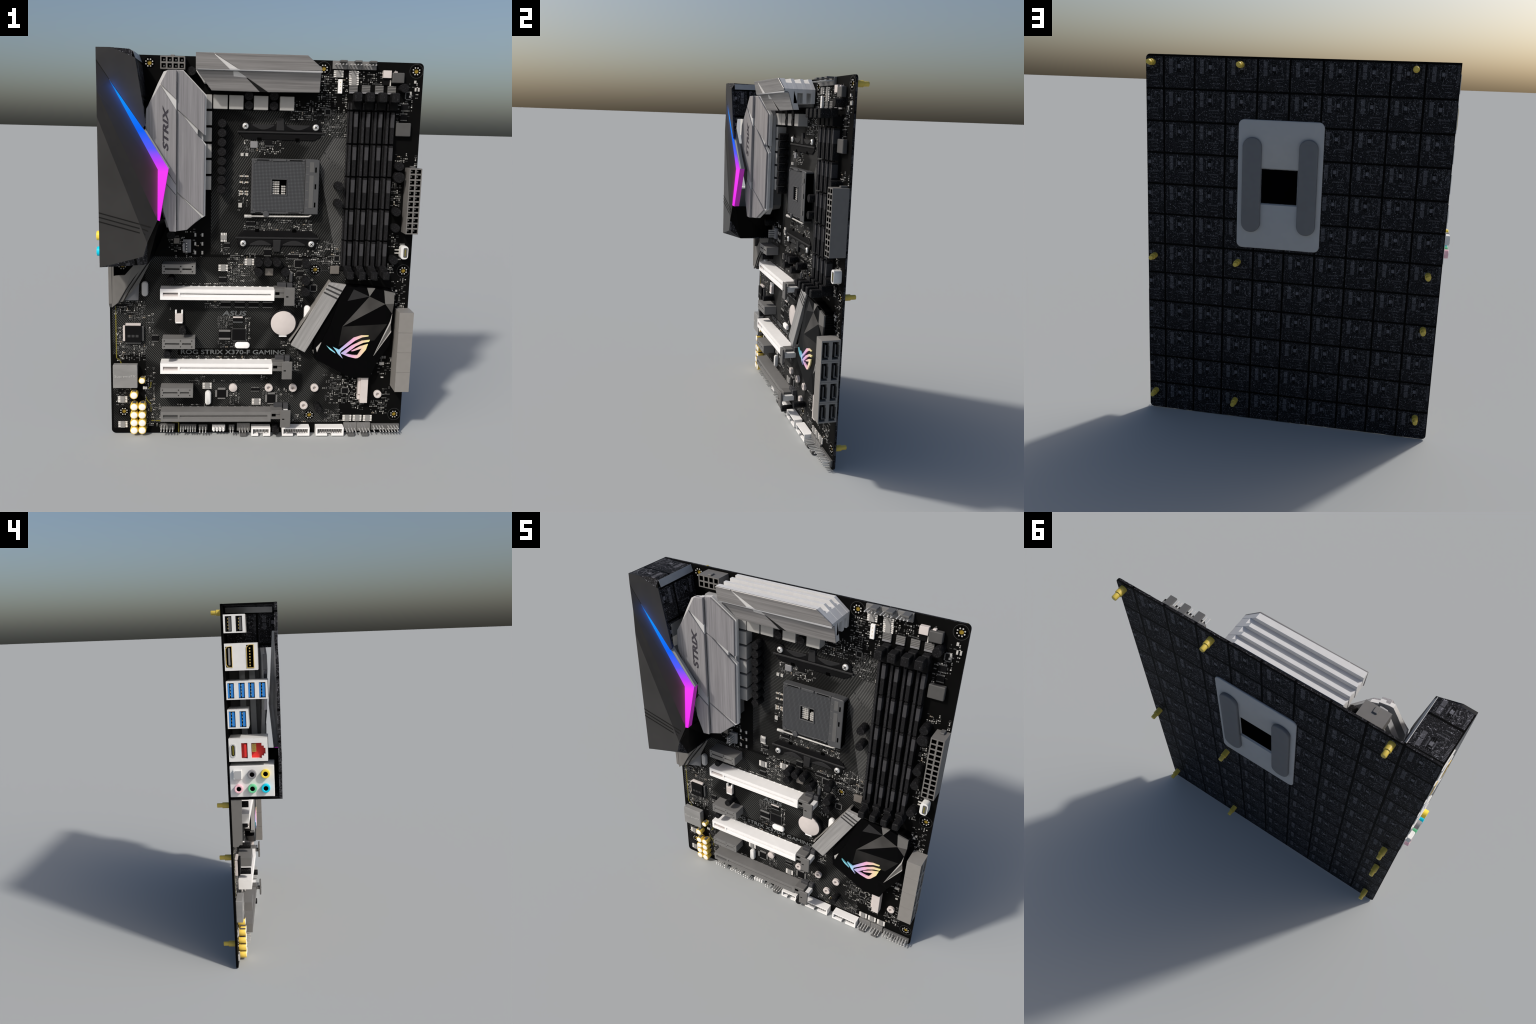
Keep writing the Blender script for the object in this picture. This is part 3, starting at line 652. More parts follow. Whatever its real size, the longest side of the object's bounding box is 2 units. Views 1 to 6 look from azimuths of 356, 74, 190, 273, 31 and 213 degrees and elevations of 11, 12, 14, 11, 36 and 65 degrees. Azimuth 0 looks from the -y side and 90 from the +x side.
# lower skirt that leans back
def yb(z): return -0.0555 + 0.029 * (1.922 - z) / 0.09
P = {"a": (-0.335, yb(1.92), 1.9225), "b": (-0.263, yb(1.831), 1.831), "c": (0.2625, yb(1.835), 1.835), "d": (0.2625, yb(1.93), 1.93)}
put("heatsink_skirt", fix(shell(P, [("a", "b", "c", "d")], 0.032)), hst, [M["alu"]])
def tcover(name, pts, fy, t, mat, bev=0.0015):
    Q = {str(i): (x, fy(z), z) for i, (x, z) in enumerate(pts)}
    me = fix(shell(Q, [tuple(Q)], t))
    if bev: bevelled(me, bev)
    return put(name, me, hst, [M[mat]])
tcover("heatsink_cover", [(-0.338, 1.9985), (-0.252, 1.9985), (-0.250, 1.991), (-0.173, 1.9235), (-0.338, 1.9215)], yt, 0.008, "brush_x")
tcover("heatsink_cover", [(-0.2505, 1.9985), (0.1905, 1.9995), (0.2625, 1.9430), (0.2635, 1.9335), (-0.128, 1.9245), (-0.2445, 1.9915)], yt, 0.008, "brush_x")
tcover("heatsink_cover_gap", [(-0.252, 1.993), (-0.240, 1.991), (-0.127, 1.9245), (-0.175, 1.9235)], lambda z: yt(z) + 0.003, 0.006, "alu", 0)
box("heatsink_step", -0.330, 0.2625, -0.083, -0.060, 1.921, 1.931, "alu_mid", hst, 0.002)
tcover("heatsink_cover", [(-0.334, 1.9200), (-0.160, 1.9200), (-0.158, 1.897), (-0.098, 1.8925), (-0.0295, 1.8285), (-0.263, 1.8290)], lambda z: yb(z) - 0.004, 0.005, "brush_x")
tcover("heatsink_cover", [(-0.139, 1.9200), (0.2628, 1.9240), (0.2628, 1.8330), (0.010, 1.8285), (-0.094, 1.8925)], lambda z: yb(z) - 0.004, 0.005, "brush_x")
tcover("heatsink_cover_gap", [(-0.162, 1.9180), (-0.135, 1.9180), (-0.09, 1.8925), (-0.16, 1.894)], lambda z: yb(z) - 0.003, 0.004, "alu", 0)
tcover("heatsink_cover_gap", [(-0.098, 1.8925), (-0.088, 1.8915), (0.012, 1.829), (-0.032, 1.829)], lambda z: yb(z) - 0.001, 0.004, "groove", 0)
prism("heatsink_base", [(-0.30, 1.95), (0.24, 1.95), (0.24, 1.85), (-0.28, 1.85)], 0.088, YF - 0.0005, "grey_d", hst)

# ================================================================== CHOKES AND CAPACITORS
choke_me = box_data(-0.0357, 0.0357, -0.029, 0.0275, -0.0343, 0.0343, 0.0025, 2)
copies("choke", choke_me, [(x, 0.0685, 1.7795) for x in (-0.219, -0.1405, -0.0175, 0.1125)] +
       [(-0.296, 0.0705, z) for z in (1.7795, 1.699, 1.6185, 1.538, 1.4575, 1.377)], None, [M["choke"]])
def cap_mesh(r, h):
    me = turned([(r * 0.955, -h), (r, -h + 0.0015), (r, -0.009), (r * 0.93, -0.007), (r * 0.93, -0.005), (r, -0.003), (r, 0.001)], 12)
    return me
cap_me = cap_mesh(0.0222, 0.0605)
small = [(-0.2088, 1.675 - 0.04686 * i) for i in range(8)] + [(-0.078, 1.812), (-0.078, 1.766), (0.047, 1.814), (0.047, 1.766), (-0.363, 1.923)]
small += [(-0.009, 0.969), (0.039, 0.970), (0.087, 0.970), (-0.009, 0.918), (0.132, 0.920), (0.240, 0.966), (0.241, 0.872), (0.242, 0.814)]
small += [(0.701, 1.479), (0.700, 1.245), (0.700, 1.161), (0.701, 0.990), (0.394, 1.373), (0.395, 1.283), (0.701, 1.870), (-0.463, 1.108)]
caps = copies("capacitor", cap_me, [(x, YF, z) for x, z in small], None, [M["cap"]], smooth=50)
copies("capacitor", cap_mesh(0.028, 0.0625), [(0.702, YF, 1.424)], None, [M["cap"]], smooth=50)
tall = cap_mesh(0.0195, 0.074)
copies("capacitor", tall, [(-0.463, YF, 0.873), (-0.401, YF, 0.602), (-0.482, YF, 0.471), (0.105, YF, 0.039), (0.333, YF, 0.164)], None, [M["cap"]], smooth=50)
# gold audio capacitors with white lids
gold_me = turned([(0.0155, -0.0435), (0.0205, -0.0435), (0.0215, -0.042), (0.0215, -0.004), (0.020, 0.0005)], 24)
lid_me = turned([(0.0150, -0.0452), (0.0172, -0.0445), (0.0172, -0.043)], 24)
mark_me = fix(mesh("mark", *(lambda A: ([(0.0219 * math.cos(a), y, 0.0219 * math.sin(a)) for y in (-0.0425, -0.008) for a in A] + [(0.019 * math.cos(a), y, 0.019 * math.sin(a)) for y in (-0.0425, -0.008) for a in A],
    [(i, i + 1, 7 + i + 1, 7 + i) for i in range(6)] + [(14 + i, 14 + i + 1, 21 + i + 1, 21 + i) for i in range(6)]))([math.radians(62 + 9.3 * i) for i in range(7)])))
golds = [(-0.661, 0.233, 1), (-0.6607, 0.167, 1), (-0.6175, 0.167, 1), (-0.661, 0.120, 1), (-0.618, 0.120, 1), (-0.661, 0.0755, 1), (-0.618, 0.0755, 1), (-0.6615, 0.032, 1), (-0.618, 0.0325, 1), (-0.6185, 0.312, 0.8)]
for i, (x, z, sc) in enumerate(golds):
    g = put("audio_capacitor", gold_me, None, [M["gold"]] if i == 0 else [], 40 if i == 0 else None); g.location = (x, YF, z); g.scale = (sc, 0.95 * sc, sc)
    l = put("capacitor_lid", lid_me, g, [M["goldtop"]] if i == 0 else [], 40 if i == 0 else None)
    k = put("capacitor_stripe", mark_me, g, [M["grey_d"]] if i == 0 else [])

# ================================================================== CPU SOCKET
def in_socket():
    # body with chamfered corners, hollow centre, cam block on the right
    bx0, bx1, bz0, bz1 = -0.0555, 0.2225, 1.2245, 1.5045
    soc = put("cpu_socket", cells([bx0, 0.048, 0.1265, bx1], [bz0, 1.322, 1.402, bz1], lambda i, j: (0.090, 1) if (i == 1 and j == 1) else (0.066, 0), YF + 0.001, FRONT), None, [M["socket"], M["void"]])
    U = [-0.046, 0.048, 0.1265, 0.2175]; V = [1.2365, 1.322, 1.402, 1.4915]
    put("pin_field", cells(U, V, lambda i, j: (0.0893, 1) if (i == 1 and j == 1) else (0.0625, 0), 0.0895, FRONT), soc, [M["grid"], M["void"]])
    fr = 0.004
    for a in ((0.044, 0.130, 1.400, 1.4055), (0.044, 0.130, 1.3185, 1.324), (0.044, 0.0495, 1.324, 1.400), (0.125, 0.130, 1.324, 1.400)):
        box("socket_window_frame", a[0], a[1], 0.059, 0.0664, a[2], a[3], "socket", soc, 0.0008)
    # capacitors in the window
    L = []
    for r in range(6):
        z = 1.3285 + 0.0118 * r
        for x, w in ((0.058, 0.0055), (0.0705, 0.0052), (0.083, 0.0055)): L.append((box_data(-w, w, 0.072, 0.0885, -0.0036, 0.0036), T(x, 0, z)))
        if r < 4:
            for x, w in ((0.1045, 0.0048), (0.1155, 0.0048)): L.append((box_data(-w, w, 0.072, 0.0885, -0.0036, 0.0036), T(x, 0, z)))
    merged("socket_capacitors", L, "smd_w", soc, "stuff")
    # four corner wedges and slotted rails
    for (x, z, sx, sz) in ((bx0, bz0, 1, 1), (bx1, bz0, -1, 1), (bx1, bz1, -1, -1), (bx0, bz1, 1, -1)):
        pr = [(x + sx * 0.010, z + sz * 0.013), (x + sx * 0.028, z + sz * 0.013), (x + sx * 0.010, z + sz * 0.028)]
        prism("socket_corner", pr, 0.0605, 0.0665, "socket", soc)
    for z0, z1, xs in ((1.493, 1.5035, ((-0.042, 0.045), (0.125, 0.215))), (1.2255, 1.2355, ((-0.045, 0.01), (0.125, 0.205)))):
        for a, b in xs:
            box("socket_rail", a, b, 0.0600, 0.0665, z0 + 0.0005, z1, "socket", soc, 0.001)
            box("socket_rail_slot", a + 0.012, b - 0.012, 0.0592, 0.062, z0 + 0.003, z1 - 0.0035, "void", soc, 0)
    box("socket_rail", 0.05, 0.12, 0.0580, 0.0665, 1.4935, 1.5055, "socket", soc, 0.001)
    box("socket_rail", bx0 + 0.001, -0.0465, 0.0610, 0.0665, 1.24, 1.49, "socket", soc, 0.001)
    # cam block
    cam = prism("socket_cam_block", [(0.2195, 1.5075), (0.284, 1.5045), (0.291, 1.498), (0.291, 1.225), (0.2195, 1.2235)], 0.0500, YF + 0.001, "socket", soc, 0.003)
    holes = [(0.268, 1.440, 1.466), (0.268, 1.355, 1.381), (0.268, 1.262, 1.287)]
    for x, a, b in holes: box("cam_window", x, x + 0.0075, 0.0492, 0.052, a, b, "void", soc, 0)
    for z in (1.470, 1.430, 1.391, 1.347, 1.300, 1.258): box("cam_rib", 0.2225, 0.2345, 0.0488, 0.0505, z - 0.002, z + 0.002, "grey_d", soc, 0)
    box("cam_panel", 0.240, 0.262, 0.0488, 0.051, 1.258, 1.425, "grey_d", soc, 0.0005)
    box("cam_panel", 0.240, 0.262, 0.0488, 0.051, 1.44, 1.492, "grey_d", soc, 0.0005)
    box("cam_cover", 0.2908, 0.2925, 0.052, YF - 0.002, 1.232, 1.495, "void", soc, 0)
    # locking lever
    lev = [((-0.088, 0.070, 1.208), 0.0085), ((-0.052, 0.070, 1.208), 0.0085), ((-0.050, 0.068, 1.2085), 0.0045), ((0.05, 0.066, 1.2095), 0.0045), ((0.21, 0.062, 1.2115), 0.0045), ((0.245, 0.062, 1.2125), 0.0045), ((0.2575, 0.062, 1.221), 0.0045)]
    cu = bpy.data.curves.new("lever", "CURVE"); cu.dimensions = "3D"; cu.bevel_depth = 1.0; cu.bevel_resolution = 3; cu.use_fill_caps = True
    sp = cu.splines.new("POLY"); sp.points.add(len(lev) - 1)
    for q, (p, r) in zip(sp.points, lev): q.co = (*p, 1); q.radius = r
    tmp = bpy.data.objects.new("tmp", cu); bpy.context.scene.collection.objects.link(tmp)
    me = bpy.data.meshes.new_from_object(tmp.evaluated_get(bpy.context.evaluated_depsgraph_get())); bpy.data.objects.remove(tmp)
    put("socket_lever", me, soc, [M["smd_w"]], 40)
    prism("lever_hook", circle(0.023, 1.2225, 0.016, 14), 0.057, 0.07, "socket", soc, 0.002)
    return soc
in_socket()

# cooler brackets above and below the socket: low moulded bars with a middle tab and two screws
def bracket(zc, sgn):
    # sgn = +1 upper bracket, -1 lower; outline in local t = sgn*(z-zc)
    up = lambda pts: [(x, zc + sgn * t) for x, t in pts]
    lip = prism("cooler_bracket", up([(-0.130, -0.026), (-0.112, -0.048), (-0.088, -0.067), (0.260, -0.067), (0.294, -0.048), (0.307, -0.026)][::sgn]), 0.0905, YF + 0.001, "dark", None, 0.002)
    ridge = prism("bracket_ridge", up([(-0.131, -0.024), (-0.131, -0.034), (0.308, -0.034), (0.308, -0.024)][::sgn]), 0.0845, 0.0955, "bracket", lip, 0.002)
    bar = []
    n = 40
    top = []
    for i in range(n + 1):
        x = -0.122 + 0.42 * i / n
        t = 0.012 + 0.004 * math.cos((x - 0.088) / 0.18 * math.pi * 2)
        top.append((x, t))
    body = [(-0.122, -0.024)] + top + [(0.298, -0.024)]
    me = prism_data(up(body), 0.0885, YF + 0.001, 0.004, 2)
    put("bracket_bar", me, lip, [M["dark"]], 40)
    for a, b in ((-0.055, 0.055), (0.118, 0.235)):
        pts = [(a, 0.010)] + [(a + (b - a) * k / 12, 0.004 - 0.020 * math.sin(math.pi * k / 12)) for k in range(13)] + [(b, 0.010)]
        put("bracket_hollow", prism_data(up(pts), 0.0872, 0.090, 0.001), lip, [M["bracket"]])
    prism("bracket_tab", up([(0.066, -0.02), (0.069, 0.044), (0.103, 0.044), (0.108, -0.02)]), 0.0850, YF + 0.001, "bracket", lip, 0.003, 2)
    for x in (-0.091, 0.2675):
        prism("bracket_ear", circle(x, zc + sgn * 0.001, 0.026, 24), 0.0870, YF + 0.001, "dark", lip, 0.002, 1, 40)
        sc = put("screw", turned([(0.004, -0.0105), (0.009, -0.0100), (0.0145, -0.0075), (0.0165, -0.004), (0.0165, 0.0)], 24), lip, [M["screw"]], 50)
        sc.location = (x, 0.0872, zc)
        for ang in (45, 135):
            c = put("screw_slot", box_data(-0.0085, 0.0085, -0.0112, -0.008, -0.0018, 0.0018), lip, [M["dark"]]); c.rotation_euler = (0, math.radians(ang), 0); c.location = sc.location
    for xx in (-0.03, 0.165): box("bracket_notch", xx, xx + 0.022, 0.0897, 0.093, zc - sgn * 0.066 - 0.006 , zc - sgn * 0.066 + 0.010, "void", lip, 0)
    return lip
bracket(1.6655, 1); bracket(1.0635, -1)

# ================================================================== MEMORY SLOTS
def memory_slot(dx):
    z0, z1 = 0.925, 1.800
    sl = box("memory_slot", 0.4285 + dx, 0.4770 + dx, 0.0885, YF + 0.001, z0, z1, "dark", None, 0.001)
    seg = [0.945] + [1.0885 + 0.1664 * k for k in range(5)] + [1.798]
    rails = []; wide = []
    for a, b in zip(seg[:-1], seg[1:]):
        for x0, x1, y, L in ((0.4362, 0.4482, 0.0582, rails), (0.4580, 0.4765, 0.0567, wide), (0.4265, 0.4335, 0.080, rails)):
            L.append(box_data(x0 + dx, x1 + dx, y, 0.0895, a + 0.0045, b - 0.0045, 0.001))
    merged("slot_rail", rails, "ram_rail", sl); merged("slot_rail", wide, "ram_wide", sl)
    # top latch
    box("slot_latch", 0.4400 + dx, 0.4780 + dx, -0.0170, 0.036, 1.796, 1.8405, "ram_latch", sl, 0.003)
    box("slot_latch", 0.4500 + dx, 0.4875 + dx, 0.034, 0.072, 1.803, 1.8455, "ram_latch", sl, 0.003)
    box("latch_pivot", 0.4440 + dx, 0.4860 + dx, 0.045, YF, 1.760, 1.806, "dark", sl, 0.002)
    # dog-leg and lower latch
    prism("slot_foot", [(0.4360 + dx, 0.957), (0.4740 + dx, 0.957), (0.4850 + dx, 0.930), (0.4850 + dx, 0.905), (0.4450 + dx, 0.905), (0.4450 + dx, 0.930)], 0.035, YF, "ram_latch", sl, 0.002)
    box("slot_latch", 0.4475 + dx, 0.4810 + dx, -0.020, 0.045, 0.897, 0.938, "ram_latch", sl, 0.004)
M["ram_rail"] = speckle("speckled_slot_rail", 0.020, 0.03)
M["ram_latch"] = speckle("speckled_latch", 0.010, 0.035)
def ram_wide():
    s = NT("speckled_slot_face"); vec, x, y, z = s.coords()
    v = s.math("FRACT", s.math("DIVIDE", s.math("SUBTRACT", 1.588 + 10 * 0.1664, z), 0.1664))
    a = s.math("SUBTRACT", s.math("LESS_THAN", v, 0.48), s.math("LESS_THAN", v, 0.09))
    f = s.noise(vec, 160, 2)
    col = s.math("MULTIPLY_ADD", a, 0.034, s.math("MULTIPLY_ADD", s.math("GREATER_THAN", f, 0.6), 0.010, 0.012))
    c = s.add("ShaderNodeCombineColor")
    for i, k in enumerate((1, 1, 1.08)): s.l.new(s.math("MULTIPLY", col, k), c.inputs[i])
    return s.out(c.outputs[0], 0.5, 0, 0.05)
M["ram_wide"] = ram_wide()
for k in range(4): memory_slot(0.0625 * k)

# ================================================================== EXPANSION SLOTS
def long_slot(z0, z1, y, mats, back_extra):
    xl, xr = -0.517, 0.0755
    zc0, zc1 = z1 - 0.0175 - 0.0215, z1 - 0.0175
    U = [xl, -0.503, -0.425, -0.414, 0.057, xr]
    V = [z0, zc0, zc0 + 0.010, zc0 + 0.0165, zc1, z1]
    def H(i, j):
        if i in (1, 3) and j == 2: return (y + 0.035, 1)
        if i == 1 and j in (1, 3): return (y + 0.0025, 2)
        if i == 3 and j in (1, 3): return (y + 0.0018, 0)
        return (y, 0)
    return put("expansion_slot", cells(U, V, H, YF + 0.0005, FRONT), None, [M[m] for m in mats])
def slot_latch(z1, parent):
    d = z1 - 0.829
    box("latch_body", 0.0757, 0.1400, 0.0235, YF, 0.786 + d, 0.8360 + d, "latch", parent, 0.002)
    box("latch_slot", 0.080, 0.102, 0.0227, 0.026, 0.803 + d, 0.818 + d, "void", parent, 0)
    box("latch_ridge", 0.102, 0.125, 0.0220, 0.025, 0.8135 + d, 0.8155 + d, "wing", parent, 0)
    box("latch_neck", 0.1320, 0.1660, 0.002, 0.030, 0.789 + d, 0.8050 + d, "latch", parent, 0.001)
    box("latch_base", 0.1200, 0.1620, 0.072, YF, 0.790 + d, 0.8260 + d, "latch", parent, 0.002)
    box("latch_plate", 0.1250, 0.1795, -0.0065, 0.0035, 0.7515 + d, 0.8490 + d, "latch", parent, 0.002)
    box("latch_plate_detail", 0.134, 0.146, -0.0078, -0.005, 0.798 + d, 0.803 + d, "void", parent, 0)
    box("latch_lever", 0.147, 0.1725, 0.010, 0.080, 0.7935 + d, 0.8245 + d, "port", parent, 0.002)  # grey latch part coloured near white to show its sunlit top
    box("latch_wing", 0.094, 0.142, 0.070, YF, 0.826 + d, 0.8560 + d, "wing", parent, 0.002)
    box("latch_wing", 0.146, 0.174, 0.070, YF, 0.826 + d, 0.8560 + d, "wing", parent, 0.002)
for z0, z1, y, mats in ((0.772, 0.829, 0.0195, ("white", "void", "cream")), (0.369, 0.426, 0.0195, ("white", "void", "cream")), (0.0965, 0.153, 0.0245, ("grey", "void", "grey_d"))):
    s_ = long_slot(z0, z1, y, mats, 0)
    slot_latch(z1, s_)
    # solder legs along the upper edge
    L = [(box_data(-0.0055, 0.0055, 0.091, YF, 0, 0.0025), T(-0.40 + 0.0405 * k, 0, z1 - 0.0005)) for k in range(12)]
    merged("slot_legs", L, mats[0], s_, "stuff")
def short_slot(x0, x1, z0, z1, y):
    w = x1 - x0; zc = (z0 + z1) / 2
    hs = [(x0 + 0.014, x0 + 0.090, zc - 0.004, zc + 0.004), (x0 + 0.104, x1 - 0.020, zc - 0.004, zc + 0.004)]
    for cx in (x0 + 0.011, x0 + 0.096, x1 - 0.016):
        for cz in (z0 + 0.0115, z1 - 0.0105): hs.append((cx - 0.003, cx + 0.003, cz - 0.003, cz + 0.003))
    holes_block("expansion_slot_short", x0, x1, z0, z1, y, YF + 0.0005, y + 0.03, hs, ["grey", "void"])
short_slot(-0.507, -0.3355, 0.910, 0.960, 0.0175); short_slot(-0.507, -0.3360, 0.507, 0.561, 0.0175); short_slot(-0.517, -0.345, 0.2345, 0.287, 0.0225)

# ================================================================== POWER CONNECTORS
def power_plug(name, x0, x1, z0, z1, nx, nz, y, mat, wall=0.0055):
    hs = []; px = (x1 - x0 - wall * 0.6) / nx; pz = (z1 - z0 - wall * 0.6) / nz
    pins = []
    for i in range(nx):
        for j in range(nz):
            a = x0 + wall * 0.3 + px * i; b = z0 + wall * 0.3 + pz * j
            g = 0.0040
            hs.append((a + g, a + px - g, b + g, b + pz - g))
            pins.append(box_data(a + px / 2 - 0.004, a + px / 2 + 0.004, y + 0.022, y + 0.075, b + pz / 2 - 0.004, b + pz / 2 + 0.004, 0.001))
    ob = holes_block(name, x0, x1, z0, z1, y, YF + 0.0005, y + 0.074, hs, [mat, "void"])
    # inner walls of the sockets set to black
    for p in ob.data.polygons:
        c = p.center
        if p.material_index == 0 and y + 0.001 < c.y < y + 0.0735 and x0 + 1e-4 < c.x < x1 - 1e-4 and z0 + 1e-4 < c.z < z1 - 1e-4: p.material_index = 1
    merged("plug_pins", pins, "tin", ob)
    return ob
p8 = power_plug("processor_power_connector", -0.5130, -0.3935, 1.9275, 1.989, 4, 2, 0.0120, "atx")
box("plug_clip", -0.464, -0.4435, 0.020, 0.050, 1.9885, 1.996, "atx", p8, 0.002)
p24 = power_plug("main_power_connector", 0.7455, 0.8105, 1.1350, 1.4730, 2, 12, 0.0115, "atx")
box("plug_key", 0.768, 0.790, 0.06, YF, 1.4725, 1.482, "grey_d", p24, 0.002)

# ================================================================== SATA BLOCK
for k in range(4):
    z0 = 0.2785 + 0.1103 * k
    z1 = z0 + 0.1092
    hs = []
    for c in (0.020, 0.073):
        hs += [(c - 0.0185, c + 0.0185, z0 + 0.008, z1 - 0.009), ]
    ob = holes_block("drive_connector", -0.0032, YF + 0.0005, z0, z1, 0.8145, 0.738, 0.775, [(h[0], h[1], h[2], h[3]) for h in hs], ["grey_l", "dark"], SIDE)
    for c in (0.020, 0.073):
        box("connector_tongue", 0.778, 0.812, c - 0.0045, c + 0.0015, z0 + 0.020, z1 - 0.022, "grey_d", ob, 0.001)
        box("connector_tongue", 0.778, 0.812, c + 0.0015, c + 0.0095, z0 + 0.020, z0 + 0.026, "grey_d", ob, 0.001)
        box("connector_key", 0.778, 0.8142, c + 0.0145, c + 0.0184, z0 + 0.0085, z0 + 0.022, "grey_l", ob, 0)
        box("connector_key", 0.778, 0.8142, c + 0.0145, c + 0.0184, z1 - 0.026, z1 - 0.0095, "grey_l", ob, 0)

# ================================================================== CHIPSET HEATSINK
CO = [(0.452, 0.853), (0.562, 0.849), (0.700, 0.830), (0.7165, 0.815), (0.7165, 0.731), (0.713, 0.600), (0.706, 0.524), (0.672, 0.473), (0.648, 0.428), (0.636, 0.425), (0.607, 0.341), (0.502, 0.341), (0.303, 0.446), (0.2955, 0.488), (0.334, 0.541), (0.290, 0.52), (0.43, 0.80)]
BODY = [(0.45, 0.853), (0.562, 0.849), (0.700, 0.830), (0.7165, 0.815), (0.7165, 0.731), (0.713, 0.600), (0.706, 0.524), (0.672, 0.473), (0.640, 0.425), (0.607, 0.341), (0.502, 0.341), (0.303, 0.446), (0.296, 0.488), (0.30, 0.56), (0.43, 0.80)]
chip = prism("chipset_heatsink", BODY, 0.045, YF - 0.0005, "gloss", None, 0.002)
V = {"a": (0.452, 0.036, 0.851), "b": (0.496, 0.0335, 0.834), "c": (0.566, 0.036, 0.843), "d": (0.610, 0.036, 0.840), "e": (0.658, 0.034, 0.829), "f": (0.7155, 0.038, 0.816),
     "p1": (0.5805, 0.0290, 0.7975), "p2": (0.4425, 0.0290, 0.6315), "p3": (0.6665, 0.0285, 0.7575), "g": (0.7155, 0.038, 0.757), "h": (0.7085, 0.036, 0.703), "h2": (0.704, 0.034, 0.649),
     "i": (0.684, 0.0315, 0.647), "j": (0.620, 0.0315, 0.556), "k": (0.478, 0.0335, 0.544), "l": (0.428, 0.034, 0.519), "m": (0.381, 0.0345, 0.642), "n": (0.465, 0.0315, 0.772),
     "t": (0.7095, 0.040, 0.602), "u": (0.704, 0.042, 0.524), "v": (0.6205, 0.033, 0.471), "w": (0.672, 0.040, 0.474), "x": (0.640, 0.038, 0.426), "y": (0.606, 0.038, 0.343), "z": (0.503, 0.037, 0.343),
     "q": (0.305, 0.037, 0.448), "r": (0.335, 0.038, 0.540), "s": (0.425, 0.036, 0.795), "o": (0.585, 0.033, 0.462)}
FA = [("a", "s", "n", "b"), ("b", "n", "p1"), ("b", "p1", "c"), ("a", "b", "c"), ("c", "p1", "d"), ("d", "p1", "p3", "e"), ("e", "p3", "g", "f"), ("p3", "h", "g"), ("n", "p2", "p1"), ("p1", "p2", "p3"),
      ("p3", "p2", "i"), ("p3", "i", "h2", "h"), ("s", "m", "n"), ("n", "m", "p2"), ("p2", "j", "i"), ("p2", "k", "j"), ("p2", "l", "k"), ("p2", "m", "l"), ("m", "r", "l"), ("i", "v", "h2"), ("i", "j", "v"),
      ("h2", "v", "t"), ("t", "v", "u"), ("u", "v", "w"), ("w", "v", "x"), ("x", "v", "o", "y"), ("y", "o", "z"), ("r", "q", "l"), ("l", "q", "z", "o"), ("l", "o", "k"), ("k", "o", "j"), ("j", "o", "v")]
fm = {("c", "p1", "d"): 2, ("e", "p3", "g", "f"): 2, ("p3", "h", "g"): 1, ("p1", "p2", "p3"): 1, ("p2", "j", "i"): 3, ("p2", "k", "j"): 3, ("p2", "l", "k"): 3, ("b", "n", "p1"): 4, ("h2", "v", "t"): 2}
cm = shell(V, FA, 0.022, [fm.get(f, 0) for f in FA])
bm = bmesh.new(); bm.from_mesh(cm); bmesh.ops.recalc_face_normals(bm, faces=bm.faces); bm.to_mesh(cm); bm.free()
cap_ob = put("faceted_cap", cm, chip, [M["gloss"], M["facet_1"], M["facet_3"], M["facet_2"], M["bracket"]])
# silver blade on the right edge and small wedge on the left
sheet("silver_edge", [(0.7085, 0.0335, 0.703), (0.7035, 0.0310, 0.652), (0.6205, 0.0305, 0.471), (0.640, 0.0305, 0.520), (0.6985, 0.0305, 0.660)], (0, 0.004, 0), "facet_4", chip)
sheet("silver_edge", [(0.6205, 0.0304, 0.470), (0.7095, 0.0365, 0.601), (0.7090, 0.0365, 0.609), (0.6255, 0.0304, 0.480)], (0, 0.004, 0), "facet_4", chip)
sheet("silver_wedge", [(0.336, 0.036, 0.541), (0.294, 0.050, 0.490), (0.304, 0.050, 0.452)], (0, 0.012, 0), "facet_4", chip)
for k in range(6):
    z = 0.742 + 0.0125 * k; box("heatsink_rib", 0.7155, 0.7185, 0.048, YF - 0.002, z, z + 0.007, "dark", chip, 0.001)
# brushed bar laid across the upper left corner
b0 = Vector((0.172, 0, 0.527)); b1 = Vector((0.366, 0, 0.8705)); c0 = Vector((0.2475, 0, 0.4875)); c1 = Vector((0.4535, 0, 0.8595))
bar = prism("heatsink_bar", [(b0.x, b0.z), (c0.x, c0.z), (c1.x, c1.z), (b1.x, b1.z)], 0.028, 0.050, "bar", chip, 0.0015)
me = bar.data; d = (b1 - b0).normalized(); ang = math.atan2(d.z, d.x)
mxr = Matrix.Rotation(ang, 4, "Y"); me.transform(mxr); bar.rotation_euler = (0, -ang, 0)
prism("bar_foot", [(b0.x + 0.012, b0.z + 0.004), (c0.x - 0.004, c0.z + 0.012), (c1.x - 0.01, c1.z - 0.01), (b1.x + 0.005, b1.z - 0.01)], 0.0495, YF - 0.001, "gloss", bar.parent)
for t in (0.03, 0.085, 0.14):
    a = b1.lerp(b0, t); b = c1.lerp(c0, t + 0.055)
    a2 = b1.lerp(b0, t + 0.022); b2 = c1.lerp(c0, t + 0.077)
    prism("bar_groove", [(a.x, a.z), (b.x, b.z), (b2.x, b2.z), (a2.x, a2.z)], 0.0272, 0.030, "silk_d", chip)
prism("bar_strip", [(0.165, 0.540), (0.169, 0.537), (0.377, 0.868), (0.371, 0.874)], 0.058, YF - 0.002, "grey_l", chip)
prism("bar_strip", [(0.172, 0.534), (0.178, 0.531), (0.384, 0.860), (0.378, 0.866)], 0.055, YF - 0.002, "void", chip)
